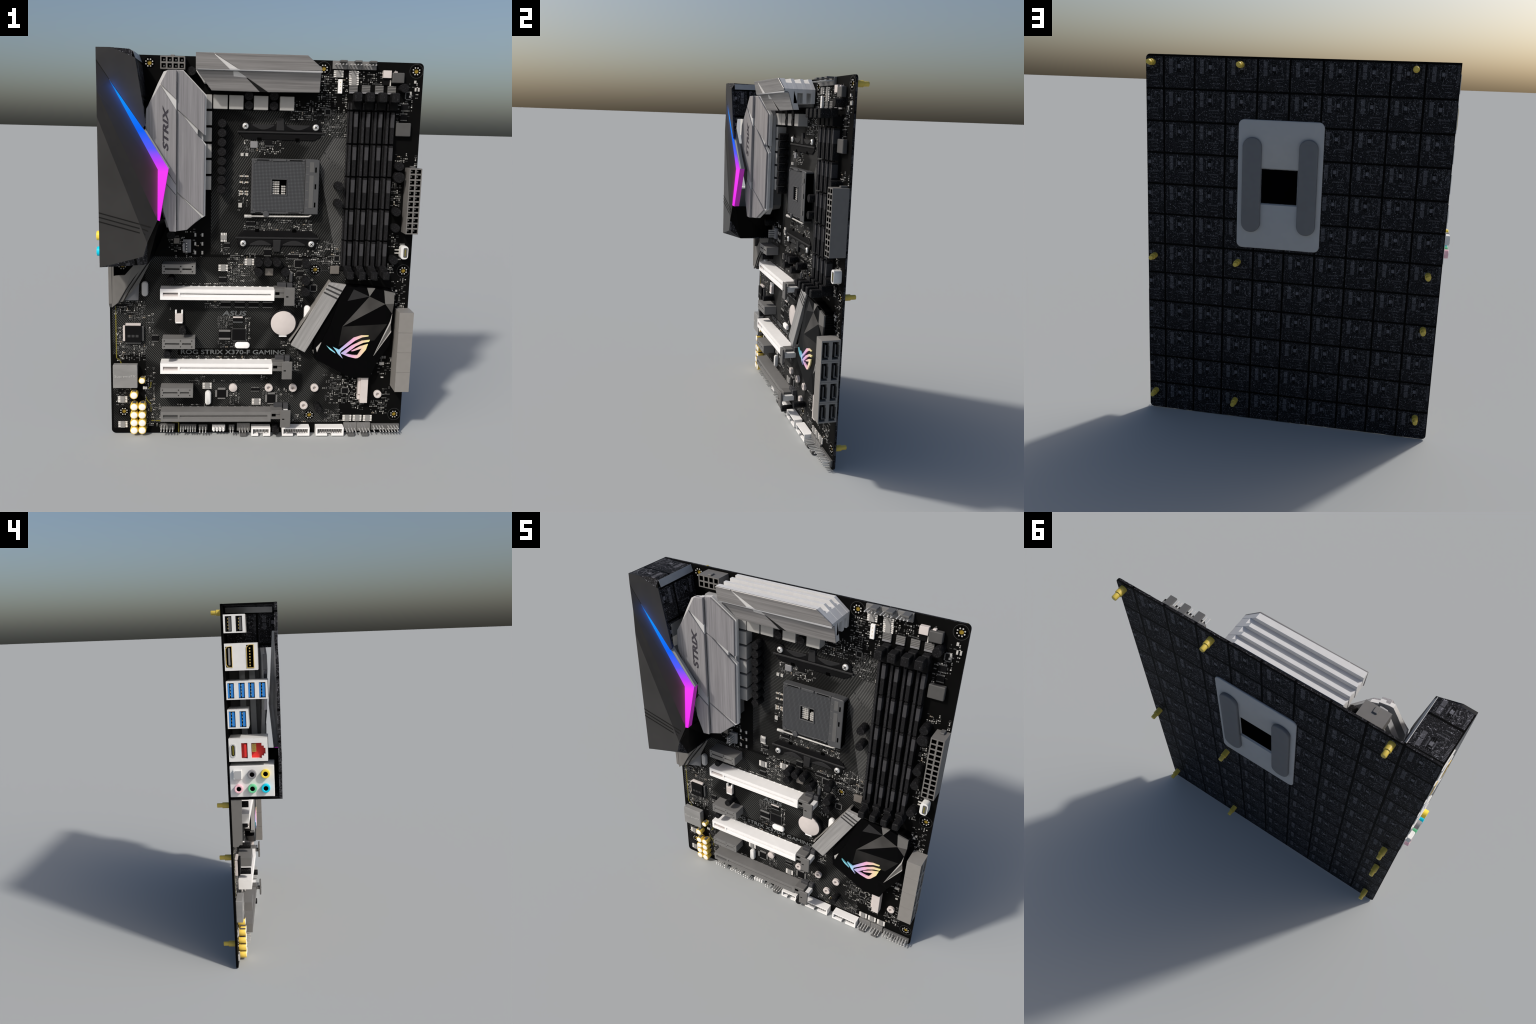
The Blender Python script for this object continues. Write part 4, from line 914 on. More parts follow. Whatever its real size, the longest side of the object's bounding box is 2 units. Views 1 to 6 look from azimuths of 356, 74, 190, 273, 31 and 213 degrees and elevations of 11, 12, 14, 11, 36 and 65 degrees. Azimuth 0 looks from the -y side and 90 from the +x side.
# badge: a stylised eye drawn with tapered strokes
def ylogo(x, z): return 0.0268
def stroke(pts, name="badge_stroke"):
    prism(name, pts, 0.0258, 0.0338, "logo", chip)
stroke([(0.5865, 0.5845), (0.548, 0.585), (0.507, 0.571), (0.474, 0.541), (0.432, 0.503), (0.398, 0.519), (0.412, 0.503), (0.427, 0.480), (0.453, 0.4555), (0.437, 0.485), (0.442, 0.498), (0.486, 0.532), (0.516, 0.556), (0.552, 0.574), (0.586, 0.5795)])
stroke([(0.363, 0.5265), (0.382, 0.504), (0.413, 0.4835), (0.409, 0.491), (0.390, 0.507)])
stroke([(0.595, 0.560), (0.552, 0.5545), (0.498, 0.527), (0.443, 0.4835), (0.468, 0.4835), (0.521, 0.525), (0.560, 0.544), (0.590, 0.5495)])
stroke([(0.443, 0.483), (0.482, 0.466), (0.520, 0.457), (0.532, 0.458), (0.532, 0.474), (0.518, 0.4735), (0.500, 0.4755), (0.468, 0.483)])
stroke([(0.532, 0.458), (0.545, 0.466), (0.575, 0.504), (0.5855, 0.5365), (0.545, 0.5235), (0.497, 0.4965), (0.506, 0.4965), (0.554, 0.5125), (0.541, 0.489), (0.532, 0.474)])

# ================================================================== BATTERY, STAND-OFFS, CHIPS
bat = prism("battery_holder", circle(0.1325, 0.6375, 0.0745, 40), 0.066, YF, "cap", None, 0.002, 1, 40)
prism("coin_battery", circle(0.131, 0.638, 0.0665, 48), 0.0605, 0.067, "cream", bat, 0.002, 2, 40)
box("battery_clip", 0.110, 0.152, 0.062, 0.08, 0.562, 0.570, "white", bat, 0.002)
m2_me = turned([(0.0085, -0.002), (0.0085, -0.0145), (0.0105, -0.0155), (0.0195, -0.0155), (0.0215, -0.0145), (0.0215, 0.0005)], 28)
copies("drive_stand_off", m2_me, [(0.0655, YF, 0.2655), (0.198, YF, 0.265), (0.317, YF, 0.2655), (0.2615, YF, 0.163), (0.6690, YF, 0.2290)], None, [M["cream"]], smooth=40)
put("push_button", turned([(0.0205, -0.0165), (0.0225, -0.015), (0.0225, 0.0005)], 28), None, [M["cream"]], 40).location = (-0.129, YF, 0.2655)
m2s = box("drive_slot", 0.565, 0.6055, 0.056, YF, 0.190, 0.3350, "cream", None, 0.001)
box("drive_slot_lip", 0.5535, 0.5655, 0.066, YF, 0.236, 0.334, "cream", m2s, 0.001)
box("drive_slot_lip", 0.5525, 0.5655, 0.070, YF, 0.205, 0.229, "cream", m2s, 0.001)

M["shield"] = brushed("satin_shield_metal", (0.20, 0.20, 0.197), (0.29, 0.288, 0.283), (3, 3, 9))
sfx = prism("audio_shield", rounded(-0.771, -0.642, 0.2725, 0.400, 0.003, 2), 0.060, YF, "shield", None, 0.003, 2)
lettering("shield_lettering", "SupremeFX", -0.762, -0.650, 0.327, 0.346, 0.0595, "text_l", sfx, depth=0.001)

def small_chip(name, x0, x1, z0, z1, y, mat, legs=None, legmat="tin", n=4, ll=0.012, parent=None):
    ob = box(name, x0, x1, y, YF, z0, z1, mat, parent, 0.001)
    L = []
    if legs in ("lr", "all"):
        p = (z1 - z0) / n
        for k in range(n):
            zc = z0 + p * (k + 0.5)
            for s_, xe in ((-1, x0), (1, x1)): L.append(box_data(min(xe, xe + s_ * ll), max(xe, xe + s_ * ll), YF - 0.005, YF, zc - p * 0.33, zc + p * 0.33))
    if legs in ("tb", "all"):
        p = (x1 - x0) / n
        for k in range(n):
            xc = x0 + p * (k + 0.5)
            for s_, ze in ((-1, z0), (1, z1)): L.append(box_data(xc - p * 0.33, xc + p * 0.33, YF - 0.005, YF, min(ze, ze + s_ * ll), max(ze, ze + s_ * ll)))
    if L: merged("chip_legs", L, legmat, ob, "stuff")
    return ob
for x, z in ((-0.7255, 0.195), (-0.726, 0.051), (-0.2705, 0.2745), (-0.0005, 0.1825), (0.5065, 0.0865), (0.5635, 0.0865), (0.621, 0.0855), (-0.193, 0.9295), (-0.056, 0.9625), (0.3735, 0.9345 + 1.0), (0.451, 1.9345), (0.453, 1.8995)):
    small_chip("driver_chip", x - 0.0125, x + 0.0125, z - 0.018, z + 0.018, 0.0885, "chip", "lr")
small_chip("driver_chip", -0.209, -0.176, 1.081, 1.1035, 0.0885, "chip", "tb")
q = small_chip("audio_codec_chip", -0.706, -0.6215, 0.5235, 0.613, 0.0700, "dark")
box("chip_leg_row", -0.7045, -0.624, 0.082, YF, 0.6125, 0.6245, "cream", q, 0.001); box("chip_leg_row", -0.718, -0.7065, 0.082, YF, 0.528, 0.612, "cream", q, 0.001)
box("chip_leg_row", -0.6205, -0.609, 0.082, YF, 0.529, 0.609, "grey_d", q, 0.001); box("chip_leg_row", -0.705, -0.625, 0.085, YF, 0.5125, 0.5245, "grey", q, 0.001)
for k in range(3): box("chip_print", -0.692 + 0.021 * k, -0.677 + 0.021 * k, 0.0694, 0.0702, 0.553, 0.566, "silk_d", q, 0)
for x0, x1, z0, z1 in ((-0.215, -0.167, 0.207, 0.251), (0.059, 0.104, 0.177, 0.225)):
    q = small_chip("controller_chip", x0, x1, z0, z1, 0.0885, "dark")
    for a in ((x0 + 0.003, x1 - 0.003, z1 + 0.0005, z1 + 0.011), (x0 + 0.003, x1 - 0.003, z0 - 0.009, z0 - 0.0005), (x0 - 0.011, x0 - 0.0005, z0 + 0.003, z1 - 0.003), (x1 + 0.0005, x1 + 0.011, z0 + 0.003, z1 - 0.003)):
        box("chip_leg_row", a[0], a[1], 0.0915, YF, a[2], a[3], "grey", q, 0.0005)
small_chip("controller_chip", -0.139, -0.067, 0.533, 0.595, 0.0905, "dark", "all", "smd_d", 12, 0.004)
q = small_chip("controller_chip", -0.210, -0.149, 0.5475, 0.5785, 0.0905, "dark")
box("chip_leg_row", -0.210, -0.149, 0.0925, YF, 0.580, 0.590, "grey", q, 0); box("chip_leg_row", -0.210, -0.149, 0.0925, YF, 0.536, 0.546, "grey", q, 0)
q = small_chip("controller_chip", -0.136, -0.084, 0.638, 0.655, 0.0905, "dark")
box("chip_leg_row", -0.136, -0.084, 0.0925, YF, 0.657, 0.6645, "cream", q, 0); box("chip_leg_row", -0.136, -0.084, 0.0935, YF, 0.631, 0.6365, "silk", q, 0)
for k in range(4):
    x = -0.2025 + 0.0745 * k
    q = small_chip("switch_chip", x, x + 0.052, 0.7195, 0.740, 0.0915, "dark")
    box("chip_leg_row", x, x + 0.052, 0.0935, YF, 0.741, 0.747, "grey", q, 0); box("chip_leg_row", x, x + 0.052, 0.0935, YF, 0.714, 0.7185, "grey", q, 0)
for x0, x1, z0, z1 in ((0.395, 0.42, 0.975, 1.0), (0.02, 0.058, 1.0, 1.03), (0.145, 0.205, 0.985, 1.004), (0.01, 0.05, 1.57, 1.60), (0.185, 0.222, 0.938, 0.975), (0.20, 0.235, 0.888, 0.915), (0.275, 0.305, 0.81, 0.84), (0.703, 0.741, 1.763, 1.793), (0.703, 0.738, 1.715, 1.743), (0.725, 0.75, 1.82, 1.852), (-0.568, -0.532, 0.527, 0.556), (0.47, 0.505, 0.232, 0.262), (0.315, 0.34, 1.733, 1.757), (-0.215, -0.175, 0.85, 0.876), (-0.19, -0.16, 1.04, 1.06), (-0.075, -0.03, 1.155, 1.175), (-0.03, 0.015, 0.246, 0.262)):
    small_chip("controller_chip", x0, x1, z0, z1, 0.0915, "dark", "tb" if (x1 - x0) > (z1 - z0) * 1.2 else "all", "smd_g", 6, 0.005)
# inductors and metal cans
box("inductor", 0.678, 0.7555, 0.072, YF, 1.6315, 1.700, "inductor", None, 0.005, 3)
box("inductor", 0.644, 0.706, 0.070, YF, 1.896, 1.947, "inductor", None, 0.004, 2)
box("inductor_clip", 0.655, 0.672, 0.078, YF, 1.946, 1.953, "cream", None, 0.002)
box("white_relay", 0.598, 0.640, 0.0735, YF, 1.9195, 1.9565, "cream", None, 0.001)
box("dark_relay", 0.599, 0.634, 0.088, YF, 1.885, 1.917, "dark", None, 0.001); box("relay_tab", 0.636, 0.642, 0.088, YF, 1.882, 1.912, "smd_w", None, 0)
box("metal_can", 0.028, 0.072, 0.084, YF, 0.892, 0.932, "tan", None, 0.003, 2); box("metal_can", 0.375, 0.423, 0.084, YF, 0.9045, 0.9485, "tan", None, 0.003, 2)
box("metal_can", -0.064, -0.026, 0.0905, YF, 1.556, 1.590, "jackgrey", None, 0.002)
box("metal_can", -0.452, -0.421, 0.0845, YF, 1.056, 1.087, "tan", None, 0.002)
for x0, x1, z0, z1 in ((0.0, 0.0, 0, 0),): pass
wc = box("light_header", 0.3725, 0.3940, 0.0845, YF, 1.838, 1.908, "white", None, 0.001)
for k in range(3): box("header_mark", 0.382, 0.385, 0.0838, 0.0848, 1.852 + 0.019 * k, 1.856 + 0.019 * k, "contact", wc, 0)
# ribbed retention pads above the memory slots
for x0 in (0.431, 0.4955, 0.5635, 0.6275):
    pd = box("ribbed_pad", x0, x0 + 0.0435, 0.0915, YF, 1.840, 1.882, "grey_d", None, 0.0005)
    for k in range(4): box("pad_rib", x0 + 0.001, x0 + 0.0425, 0.0895, 0.0925, 1.852 + 0.0078 * k, 1.857 + 0.0078 * k, "grey", pd, 0.0005)
    box("pad_rib", x0 + 0.001, x0 + 0.0425, 0.0885, 0.0925, 1.8405, 1.849, "jackgrey", pd, 0.0005)
# quartz crystals: stadium-shaped tins
def crystal(cx, cz, w, h, mat, y=0.079, rot=0):
    r = min(w, h) / 2 * 0.995
    a = prism("crystal", rounded(cx - w / 2, cx + w / 2, cz - h / 2, cz + h / 2, r, 8), y + 0.003, YF, mat, None, 0.001, 1, 40)
    prism("crystal_lid", rounded(cx - w / 2 + 0.003, cx + w / 2 - 0.003, cz - h / 2 + 0.003, cz + h / 2 - 0.003, r - 0.003, 8), y - 0.002, y + 0.004, mat, a, 0.0025, 2, 40)
crystal(-0.0835, 0.506, 0.080, 0.034, "white", 0.0835); crystal(-0.264, 0.2085, 0.033, 0.079, "port"); crystal(-0.6015, 0.8135, 0.034, 0.080, "plate"); crystal(0.2595, 0.690, 0.034, 0.080, "white"); crystal(0.166, 0.885, 0.018, 0.060, "grey", 0.088)
# small white two-pin socket
w2 = box("two_pin_socket", -0.4435, -0.4015, 0.078, YF, 0.6345, 0.681, "cream", None, 0.002)
box("socket_lip", -0.441, -0.404, 0.076, YF, 0.629, 0.636, "white", w2, 0.001)
for x in (-0.4435, -0.411): box("socket_arm", x, x + 0.0095, 0.080, YF, 0.680, 0.7015, "white", w2, 0.003, 2)
# internal type-c socket near the right edge
uc = prism("panel_port", rounded(0.7395, 0.7795, 0.9945, 1.0650, 0.0155, 6), 0.0545, YF, "port", None, 0.001, 1, 40)
prism("panel_port_hollow", rounded(0.7535, 0.7745, 1.0035, 1.0555, 0.006, 4), 0.0535, 0.058, "grey_d", uc); box("panel_port_tongue", 0.760, 0.7655, 0.0525, 0.056, 1.012, 1.047, "trace", uc, 0)
for dz in (-0.012, 0.005): box("panel_port_leg", 0.716, 0.741, 0.090, YF, 1.030 + dz, 1.036 + dz, "smd_w", uc, 0.001)
box("panel_port_leg", 0.742, 0.768, 0.092, YF, 1.066, 1.072, "smd_g", uc, 0); box("panel_port_leg", 0.732, 0.752, 0.092, YF, 0.984, 0.990, "smd_g", uc, 0)

# ================================================================== GREY AUDIO COVER BELOW THE SHROUD
ac = sheet("audio_cover", [(-0.7835, 0.0965, 0.983), (-0.7835, 0.040, 0.983), (-0.7835, 0.045, 0.742), (-0.7835, 0.068, 0.717), (-0.7835, 0.0965, 0.717)], (0.0165, 0, 0), "side", None)
def face(name, pts, t, mat):
    Q = {str(i): p for i, p in enumerate(pts)}
    return put(name, fix(shell(Q, [tuple(Q)], t)), ac, [M[mat]])
face("audio_cover_face", [(-0.7680, 0.043, 0.982), (-0.7680, 0.046, 0.722), (-0.7430, 0.047, 0.742), (-0.7570, 0.0455, 0.889), (-0.7570, 0.045, 0.982)], 0.012, "side")
face("audio_cover_face", [(-0.7570, 0.0455, 0.889), (-0.7430, 0.047, 0.742), (-0.7000, 0.052, 0.815), (-0.7000, 0.048, 0.894)], 0.012, "side")
face("audio_cover_face", [(-0.7000, 0.048, 0.894), (-0.7000, 0.052, 0.815), (-0.6310, 0.093, 0.839), (-0.5790, 0.093, 0.946), (-0.6570, 0.054, 0.943)], 0.006, "side")
face("audio_cover_face", [(-0.6570, 0.054, 0.943), (-0.5790, 0.093, 0.946), (-0.5680, 0.093, 0.985), (-0.6450, 0.050, 0.985)], 0.006, "side")
face("audio_cover_face", [(-0.7000, 0.052, 0.815), (-0.7430, 0.047, 0.742), (-0.7020, 0.058, 0.757), (-0.6310, 0.093, 0.839)], 0.006, "side")
face("audio_cover_face", [(-0.7020, 0.058, 0.757), (-0.6370, 0.0935, 0.749), (-0.6320, 0.0940, 0.838)], 0.005, "plate_d")
for o in (0.0, 0.022):
    face("audio_cover_groove", [(-0.737 + o, 0.0470 + o * 0.2, 0.744 + o * 0.2), (-0.731 + o, 0.0475 + o * 0.2, 0.744 + o * 0.2), (-0.694 + o * 0.95, 0.0518 + o * 0.30, 0.812), (-0.700 + o * 0.95, 0.0505 + o * 0.30, 0.812)], 0.004, "groove")
    face("audio_cover_groove", [(-0.700 + o * 0.95, 0.0505 + o * 0.30, 0.812), (-0.694 + o * 0.95, 0.0518 + o * 0.30, 0.812), (-0.606 + o * 0.9, 0.0805 + o * 0.25, 0.946), (-0.612 + o * 0.9, 0.0785 + o * 0.25, 0.946)], 0.004, "groove")

# ================================================================== HEADERS ALONG THE EDGES
def pin_strip(name, xs, z_rows, ypl, ytip, x0, x1, z0, z1, mat, pinmat="steel", w=0.0028, skip=()):
    ob = box(name, x0, x1, ypl, YF, z0, z1, mat, None, 0.001)
    L = [box_data(x - w, x + w, ytip, ypl + 0.002, z - w, z + w, 0.0006) for r, z in enumerate(z_rows) for i, x in enumerate(xs) if (r, i) not in skip]
    merged("header_pins", L, pinmat, ob)
    return ob
lin = lambda a, b, n: [a + (b - a) * i / (n - 1) for i in range(n)]
pin_strip("pin_header", lin(-0.516, -0.453, 5), (0.0325, 0.048), 0.084, 0.040, -0.523, -0.445, 0.024, 0.056, "grey_d", skip=((1, 3),))
pin_strip("pin_header", lin(-0.410, -0.332, 7), (0.0325, 0.046), 0.085, 0.042, -0.416, -0.327, 0.025, 0.053, "grey_d", skip=((0, 2),))
pin_strip("pin_header", lin(-0.307, -0.275, 3), (0.027, 0.0425), 0.085, 0.040, -0.314, -0.267, 0.022, 0.051, "grey_d")
pin_strip("pin_header", lin(-0.231, -0.179, 4), (0.030, 0.042), 0.078, 0.055, -0.240, -0.169, 0.020, 0.051, "white", "white", 0.0045)
pin_strip("pin_header", lin(-0.141, -0.127, 2), (0.027, 0.0425), 0.085, 0.040, -0.149, -0.118, 0.022, 0.050, "grey_d")
pin_strip("panel_header", lin(0.655, 0.787, 9), (0.0265, 0.0435), 0.084, 0.046, 0.643, 0.801, 0.019, 0.054, "grey_d", skip=((1, 4), (0, 1)))
def fan_header(x0, x1, z0, z1, zp, tab0, tab1, zt0, zt1, ytab):
    ob = box("fan_header", x0, x1, 0.0845, YF, z0, z1, "grey", None, 0.001)
    merged("header_pins", [box_data(x - 0.0026, x + 0.0026, 0.040, 0.086, zp - 0.0026, zp + 0.0026, 0.0006) for x in lin(x0 + 0.013, x1 - 0.011, 4)], "steel", ob)
    box("fan_header_tab", tab0, tab1, ytab, YF, zt0, zt1, "grey_d", ob, 0.001)
    for k in range(2): prism("fan_header_rib", [(x0 + 0.024 + 0.012 * k, z1 - 0.010), (x0 + 0.028 + 0.012 * k, z1 - 0.010), (x0 + 0.040 + 0.012 * k, z0 + 0.002), (x0 + 0.036 + 0.012 * k, z0 + 0.002)], 0.0838, 0.0850, "jackgrey", ob)
for x0 in (0.341, 0.4155, 0.490): fan_header(x0, x0 + 0.0735, 1.957, 1.9975, 1.978, x0 + 0.033, x0 + 0.067, 1.9895, 1.9985, 0.045)
fan_header(-0.104, -0.033, 0.016, 0.060, 0.030, -0.088, -0.054, 0.001, 0.017, 0.045)
fan_header(0.488, 0.561, 0.014, 0.061, 0.028, 0.507, 0.543, 0.001, 0.015, 0.045)
fan_header(0.563, 0.638, 0.014, 0.061, 0.028, 0.585, 0.620, 0.001, 0.015, 0.045)
fh = box("fan_header", -0.403, -0.374, 0.080, YF, 1.0105, 1.080, "jackgrey", None, 0.001)
box("fan_header_tab", -0.4035, -0.392, 0.045, YF, 1.024, 1.066, "jackgrey", fh, 0.001)
box("fan_header_base", -0.375, -0.362, 0.084, YF, 1.0105, 1.080, "jackgrey", fh, 0.001)
merged("header_pins", [box_data(-0.386, -0.380, 0.040, 0.082, z - 0.0028, z + 0.0028, 0.0006) for z in lin(1.022, 1.066, 4)], "steel", fh)
def boxed_header(x0, x1, npin, key0, key1):
    z0, z1, y = 0.003, 0.049, 0.0470
    w = 0.0085
    U = [x0, x0 + w, key0, key1, x1 - w, x1]; V = [z0, z0 + 0.010, z1 - 0.007, z1]
    def H(i, j):
        if j == 1 and 0 < i < 4: return (0.086, 0)
        if j == 0 and i == 2: return (0.080, 0)
        return (y, 0)
    ob = put("boxed_header", cells(U, V, H, YF + 0.0005, FRONT), None, [M["white"]])
    merged("header_pins", [box_data(x - 0.002, x + 0.002, 0.055, 0.088, z - 0.002, z + 0.002) for x in lin(x0 + w + 0.008, x1 - w - 0.008, npin) for z in (0.0215, 0.034)], "grey", ob)
boxed_header(-0.026, 0.0775, 5, 0.012, 0.038); boxed_header(0.142, 0.2935, 10, 0.203, 0.226); boxed_header(0.329, 0.4825, 10, 0.392, 0.416)

# ================================================================== SILKSCREEN AND TRACES
lettering("board_lettering", "ROG STRIX X370-F GAMING", -0.413, 0.148, 0.4525, 0.478, YF - 0.0004, "silk", board, depth=0.001, bold=0.012)
lettering("board_lettering", "ASUS", -0.195, -0.064, 0.668, 0.696, YF - 0.0004, "silk", board, shear=0.18, depth=0.001, bold=0.02)
def trace(pts, w=0.0022, name="board_trace", mat="trace"):
    L = []
    for (ax, az), (bx, bz) in zip(pts[:-1], pts[1:]):
        d = Vector((bx - ax, bz - az)); n = Vector((-d.y, d.x)).normalized() * w; e = d.normalized() * w * 0.8
        L.append(prism_data([(ax - e.x + n.x, az - e.y + n.y), (bx + e.x + n.x, bz + e.y + n.y), (bx + e.x - n.x, bz + e.y - n.y), (ax - e.x - n.x, az - e.y - n.y)], YF - 0.0007, YF + 0.0005))
    merged(name, L, mat, board)
trace([(-0.757, 0.715), (-0.7555, 0.427), (-0.738, 0.420), (-0.732, 0.400)], 0.0026)
trace([(-0.573, 0.292), (-0.575, 0.267), (-0.586, 0.256)], 0.0022); trace([(-0.600, 0.208), (-0.599, 0.196), (-0.574, 0.167), (-0.574, 0.125)], 0.0024)
trace([(-0.572, 0.072), (-0.516, 0.070), (-0.424, 0.062), (-0.424, 0.004)], 0.0026)
trace([(0.429, 1.615), (0.368, 1.622), (0.318, 1.542), (0.349, 1.504), (0.423, 1.431)], 0.0012, mat="silk_d")
trace([(0.330, 0.922), (0.362, 0.922), (0.385, 0.90)], 0.0010, mat="silk_d")

# ------------------------------------------------------------------ surface-mount parts
BUCK = {"smd_w": [], "smd_g": [], "smd_d": [], "smd_t": []}
def smd(x, z, w, h, mat, t=0.0022): BUCK[mat].append((x - w / 2, x + w / 2, z - h / 2, z + h / 2, t))
def resistor(x, z, horiz, bright):
    """a chip component: dark body with two pale end caps"""
    a, b = (0.0055, 0.0034)
    c = RNG.choices(["smd_w", "smd_g", "smd_d", "smd_t"], [bright, 0.35, 0.3 * (1.2 - bright), 0.12 * bright])[0]
    if horiz:
        smd(x - a * 0.75, z, a * 0.62, b * 1.5, c); smd(x + a * 0.75, z, a * 0.62, b * 1.5, c); smd(x, z, a, b * 1.3, "smd_d", 0.0018)
    else:
        smd(x, z - a * 0.75, b * 1.5, a * 0.62, c); smd(x, z + a * 0.75, b * 1.5, a * 0.62, c); smd(x, z, b * 1.3, a, "smd_d", 0.0018)
OCC = []
def occ(x, z): return any(a < x < b and c < z < d for a, b, c, d in OCC)
def cluster(x0, x1, z0, z1, fill=0.5, bright=0.5, pitch=(0.0128, 0.0092)):
    bright *= 0.6
    nx, nz = max(1, int((x1 - x0) / pitch[0])), max(1, int((z1 - z0) / pitch[1]))
    for i in range(nx):
        for j in range(nz):
            if RNG.random() > min(0.9, fill * 1.2): continue
            x = x0 + (i + 0.5) * (x1 - x0) / nx + RNG.uniform(-1, 1) * 0.0018; z = z0 + (j + 0.5) * (z1 - z0) / nz + RNG.uniform(-1, 1) * 0.0012
            if occ(x, z): continue
            k = RNG.random()
            if k < 0.45: resistor(x, z, True, bright)
            elif k < 0.6: resistor(x, z, False, bright)
            elif k < 0.9: smd(x, z, RNG.uniform(0.004, 0.007), RNG.uniform(0.0035, 0.006), RNG.choices(["smd_w", "smd_g", "smd_d"], [bright, 0.4, 0.3])[0])
            else: smd(x, z, 0.011, 0.0016, "smd_d", 0.001)
OCC += [(0.4285, 0.68, 0.895, 1.85), (0.678, 0.756, 1.63, 1.70), (-0.706, -0.6, 0.51, 0.625), (-0.43, 0.155, 0.447, 0.486), (-0.06, 0.295, 1.2, 1.51), (-0.21, -0.13, 0.533, 0.6)]
for hx, hz, _ in HOLES: OCC.append((hx - 0.036, hx + 0.036, hz - 0.036, hz + 0.036))
C = cluster
# top right field
C(0.272, 0.37, 1.77, 1.935, 0.62, 0.45, (0.0125, 0.0105)); C(0.395, 0.44, 1.77, 1.92, 0.5, 0.5); C(0.47, 0.60, 1.885, 1.95, 0.55, 0.6); C(0.135, 0.27, 1.70, 1.80, 0.55, 0.3)
C(0.27, 0.43, 1.62, 1.77, 0.45, 0.3); C(0.645, 0.74, 1.95, 1.975, 0.25, 0.3); C(0.73, 0.79, 1.80, 1.905, 0.45, 0.75, (0.017, 0.0165)); C(0.68, 0.765, 1.70, 1.85, 0.30, 0.45)
C(0.685, 0.755, 1.49, 1.545, 0.5, 0.6); C(0.665, 0.73, 1.27, 1.40, 0.45, 0.35); C(0.665, 0.735, 1.05, 1.13, 0.3, 0.3); C(0.79, 0.803, 1.47, 1.55, 0.6, 0.3)
# around the socket
C(-0.10, 0.11, 1.525, 1.60, 0.5, 0.5); C(-0.125, -0.065, 1.23, 1.42, 0.28, 0.75, (0.02, 0.012)); C(-0.09, 0.27, 1.13, 1.19, 0.42, 0.45); C(-0.17, -0.02, 0.855, 1.01, 0.55, 0.4); C(-0.21, -0.17, 1.0, 1.07, 0.4, 0.5)
C(-0.45, -0.30, 0.98, 1.14, 0.30, 0.7, (0.017, 0.014)); C(-0.48, -0.40, 1.01, 1.1, 0.3, 0.4); C(0.29, 0.43, 0.955, 1.08, 0.5, 0.35); C(0.30, 0.37, 0.955, 1.0, 0.4, 0.5); C(0.11, 0.30, 0.80, 1.03, 0.30, 0.4)
C(0.36, 0.43, 0.90, 0.985, 0.45, 0.5); C(0.44, 0.66, 0.868, 0.892, 0.4, 0.45); C(0.68, 0.72, 0.90, 0.965, 0.35, 0.5); C(0.71, 0.79, 0.72, 0.88, 0.32, 0.5)
# lower left field
C(-0.765, -0.60, 0.63, 0.745, 0.55, 0.35, (0.0125, 0.0095)); C(-0.755, -0.715, 0.41, 0.63, 0.5, 0.45); C(-0.605, -0.555, 0.48, 0.68, 0.40, 0.35); C(-0.735, -0.60, 0.415, 0.505, 0.5, 0.4); C(-0.61, -0.55, 0.13, 0.38, 0.38, 0.5); C(-0.76, -0.68, 0.15, 0.265, 0.42, 0.4); C(-0.60, -0.52, 0.03, 0.17, 0.4, 0.4); C(-0.69, -0.64, 0.24, 0.27, 0.5, 0.5)
# middle
C(-0.22, -0.135, 0.60, 0.665, 0.55, 0.12); C(-0.075, -0.04, 0.53, 0.66, 0.55, 0.5); C(-0.22, -0.12, 0.49, 0.53, 0.5, 0.2); C(-0.29, -0.20, 0.71, 0.75, 0.5, 0.3); C(-0.48, -0.46, 0.63, 0.74, 0.3, 0.6); C(-0.35, -0.02, 0.335, 0.366, 0.5, 0.35); C(-0.35, -0.28, 0.28, 0.34, 0.4, 0.4); C(0.02, 0.06, 0.24, 0.36, 0.35, 0.3); C(-0.15, -0.09, 0.165, 0.24, 0.4, 0.3); C(0.10, 0.20, 0.17, 0.27, 0.28, 0.35); C(0.03, 0.06, 0.16, 0.25, 0.4, 0.3); C(0.185, 0.24, 0.35, 0.47, 0.4, 0.35); C(0.12, 0.21, 0.48, 0.56, 0.3, 0.3); C(-0.46, -0.10, 0.835, 0.85, 0.4, 0.4); C(-0.40, 0.0, 0.432, 0.445, 0.45, 0.5); C(-0.45, -0.08, 0.294, 0.31, 0.3, 0.3); C(-0.5, -0.12, 0.158, 0.172, 0.3, 0.4)
C(0.17, 0.235, 0.72, 0.80, 0.4, 0.4); C(0.185, 0.25, 0.55, 0.58, 0.25, 0.3)
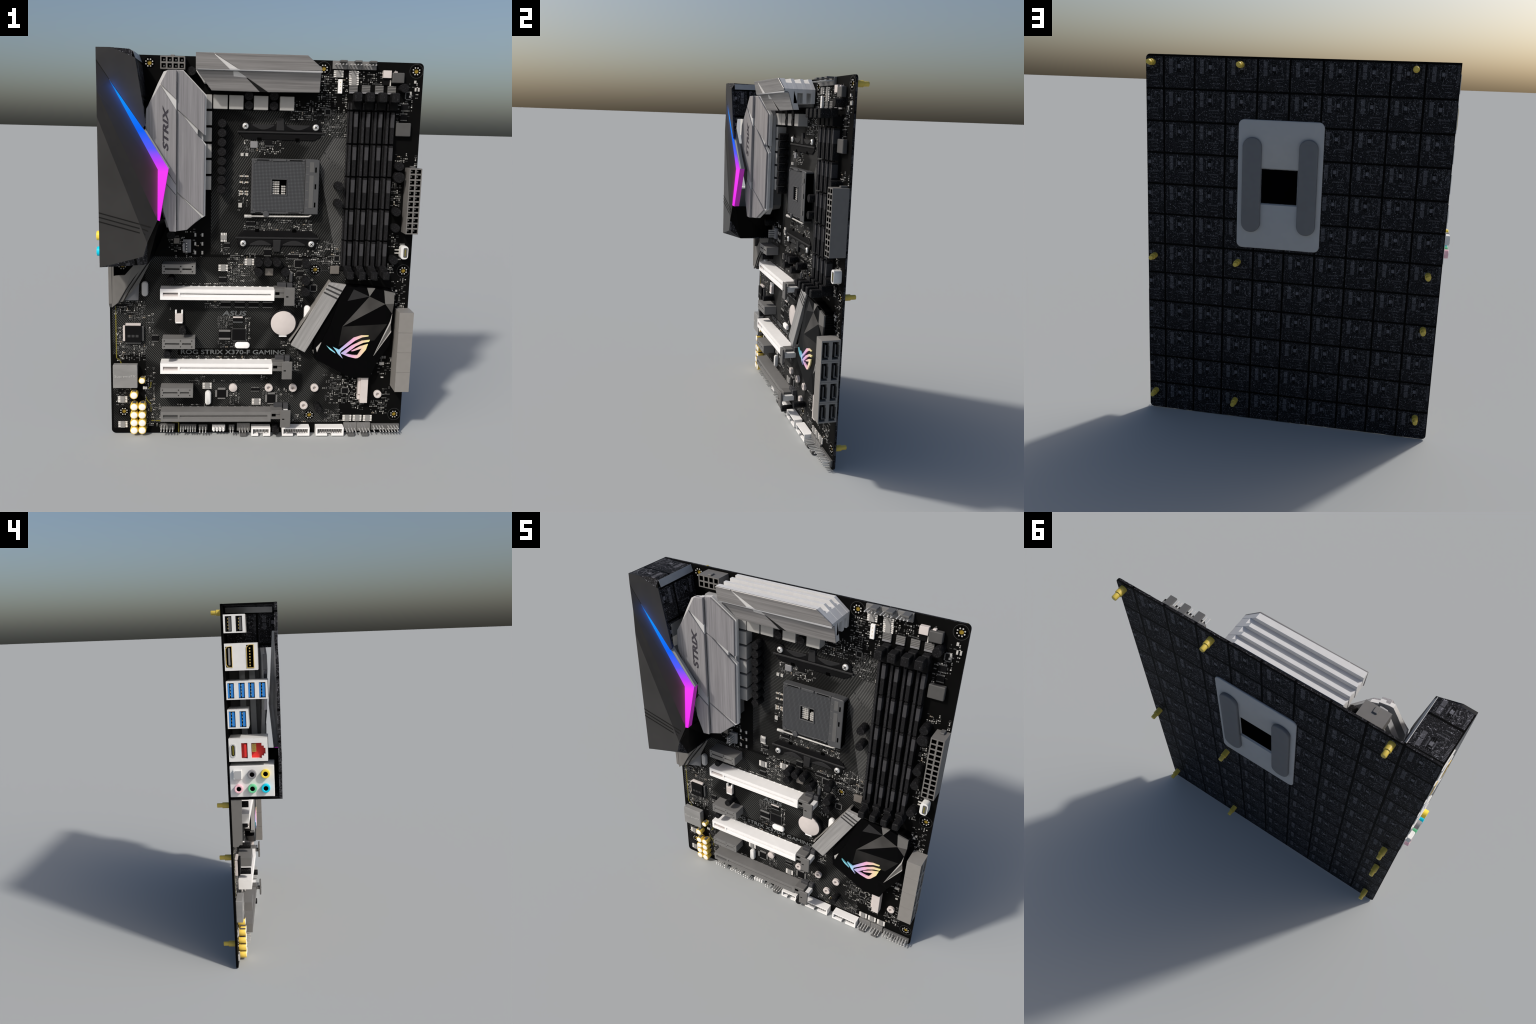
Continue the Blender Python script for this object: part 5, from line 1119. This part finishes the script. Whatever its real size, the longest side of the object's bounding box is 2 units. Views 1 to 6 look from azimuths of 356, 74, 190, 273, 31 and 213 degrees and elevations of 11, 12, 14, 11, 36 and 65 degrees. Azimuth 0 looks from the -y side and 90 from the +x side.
# lower right field
C(0.40, 0.56, 0.17, 0.335, 0.45, 0.45); C(0.36, 0.42, 0.19, 0.34, 0.30, 0.15); C(0.53, 0.60, 0.13, 0.185, 0.5, 0.6); C(0.63, 0.73, 0.11, 0.19, 0.5, 0.45); C(0.38, 0.48, 0.07, 0.14, 0.35, 0.3); C(0.61, 0.74, 0.34, 0.44, 0.25, 0.3); C(0.695, 0.74, 0.19, 0.27, 0.4, 0.15); C(0.20, 0.29, 0.06, 0.13, 0.3, 0.3); C(0.33, 0.48, 0.067, 0.075, 0.3, 0.4)
# singled-out bright parts
for x, z, w, h in ((0.748, 1.848, 0.008, 0.018), (0.768, 1.905, 0.010, 0.014), (0.772, 1.868, 0.008, 0.018), (0.788, 1.868, 0.008, 0.018), (0.745, 1.832, 0.009, 0.010), (-0.105, 1.522, 0.015, 0.016), (-0.081, 1.522, 0.014, 0.016), (-0.110, 1.262, 0.018, 0.023), (0.715, 0.815, 0.010, 0.010), (0.738, 0.815, 0.010, 0.010), (0.728, 0.798, 0.012, 0.010), (0.683, 0.405, 0.026, 0.016), (0.690, 0.325, 0.014, 0.006), (-0.605, 0.262, 0.022, 0.015), (0.66, 1.925 - 0.0, 0.0, 0.0)):
    if w: smd(x, z, w, h, "smd_w", 0.006)
for z in (1.412, 1.381, 1.333, 1.320):
    for x in (-0.106, -0.079): smd(x, z, 0.019, 0.0075, "smd_w", 0.004); smd(x, z, 0.006, 0.008, "smd_t", 0.0045)
for i in range(3): smd(-0.34 + 0.0, 1.103 - 0.047 * i, 0.009, 0.018, "smd_w", 0.004); smd(-0.303, 1.103 - 0.047 * i, 0.009, 0.018, "smd_w", 0.004)
for x in (0.672, 0.686, 0.699): smd(x, 0.440, 0.010, 0.014, "smd_g", 0.003)
for mat, L in BUCK.items():
    v = []; f = []
    for a, b, c, d, t in L:
        k = len(v); y0, y1 = YF - t, YF + 0.0004
        v += [(a, y0, c), (b, y0, c), (b, y0, d), (a, y0, d), (a, y1, c), (b, y1, c), (b, y1, d), (a, y1, d)]
        f += [(k, k + 1, k + 2, k + 3), (k, k + 4, k + 5, k + 1), (k + 1, k + 5, k + 6, k + 2), (k + 2, k + 6, k + 7, k + 3), (k + 3, k + 7, k + 4, k)]
    ob = put("surface_mount_parts", mesh("surface_mount_parts", v, f), board, [M[mat]]); ob["kind"] = "stuff"

bpy.context.view_layer.update()
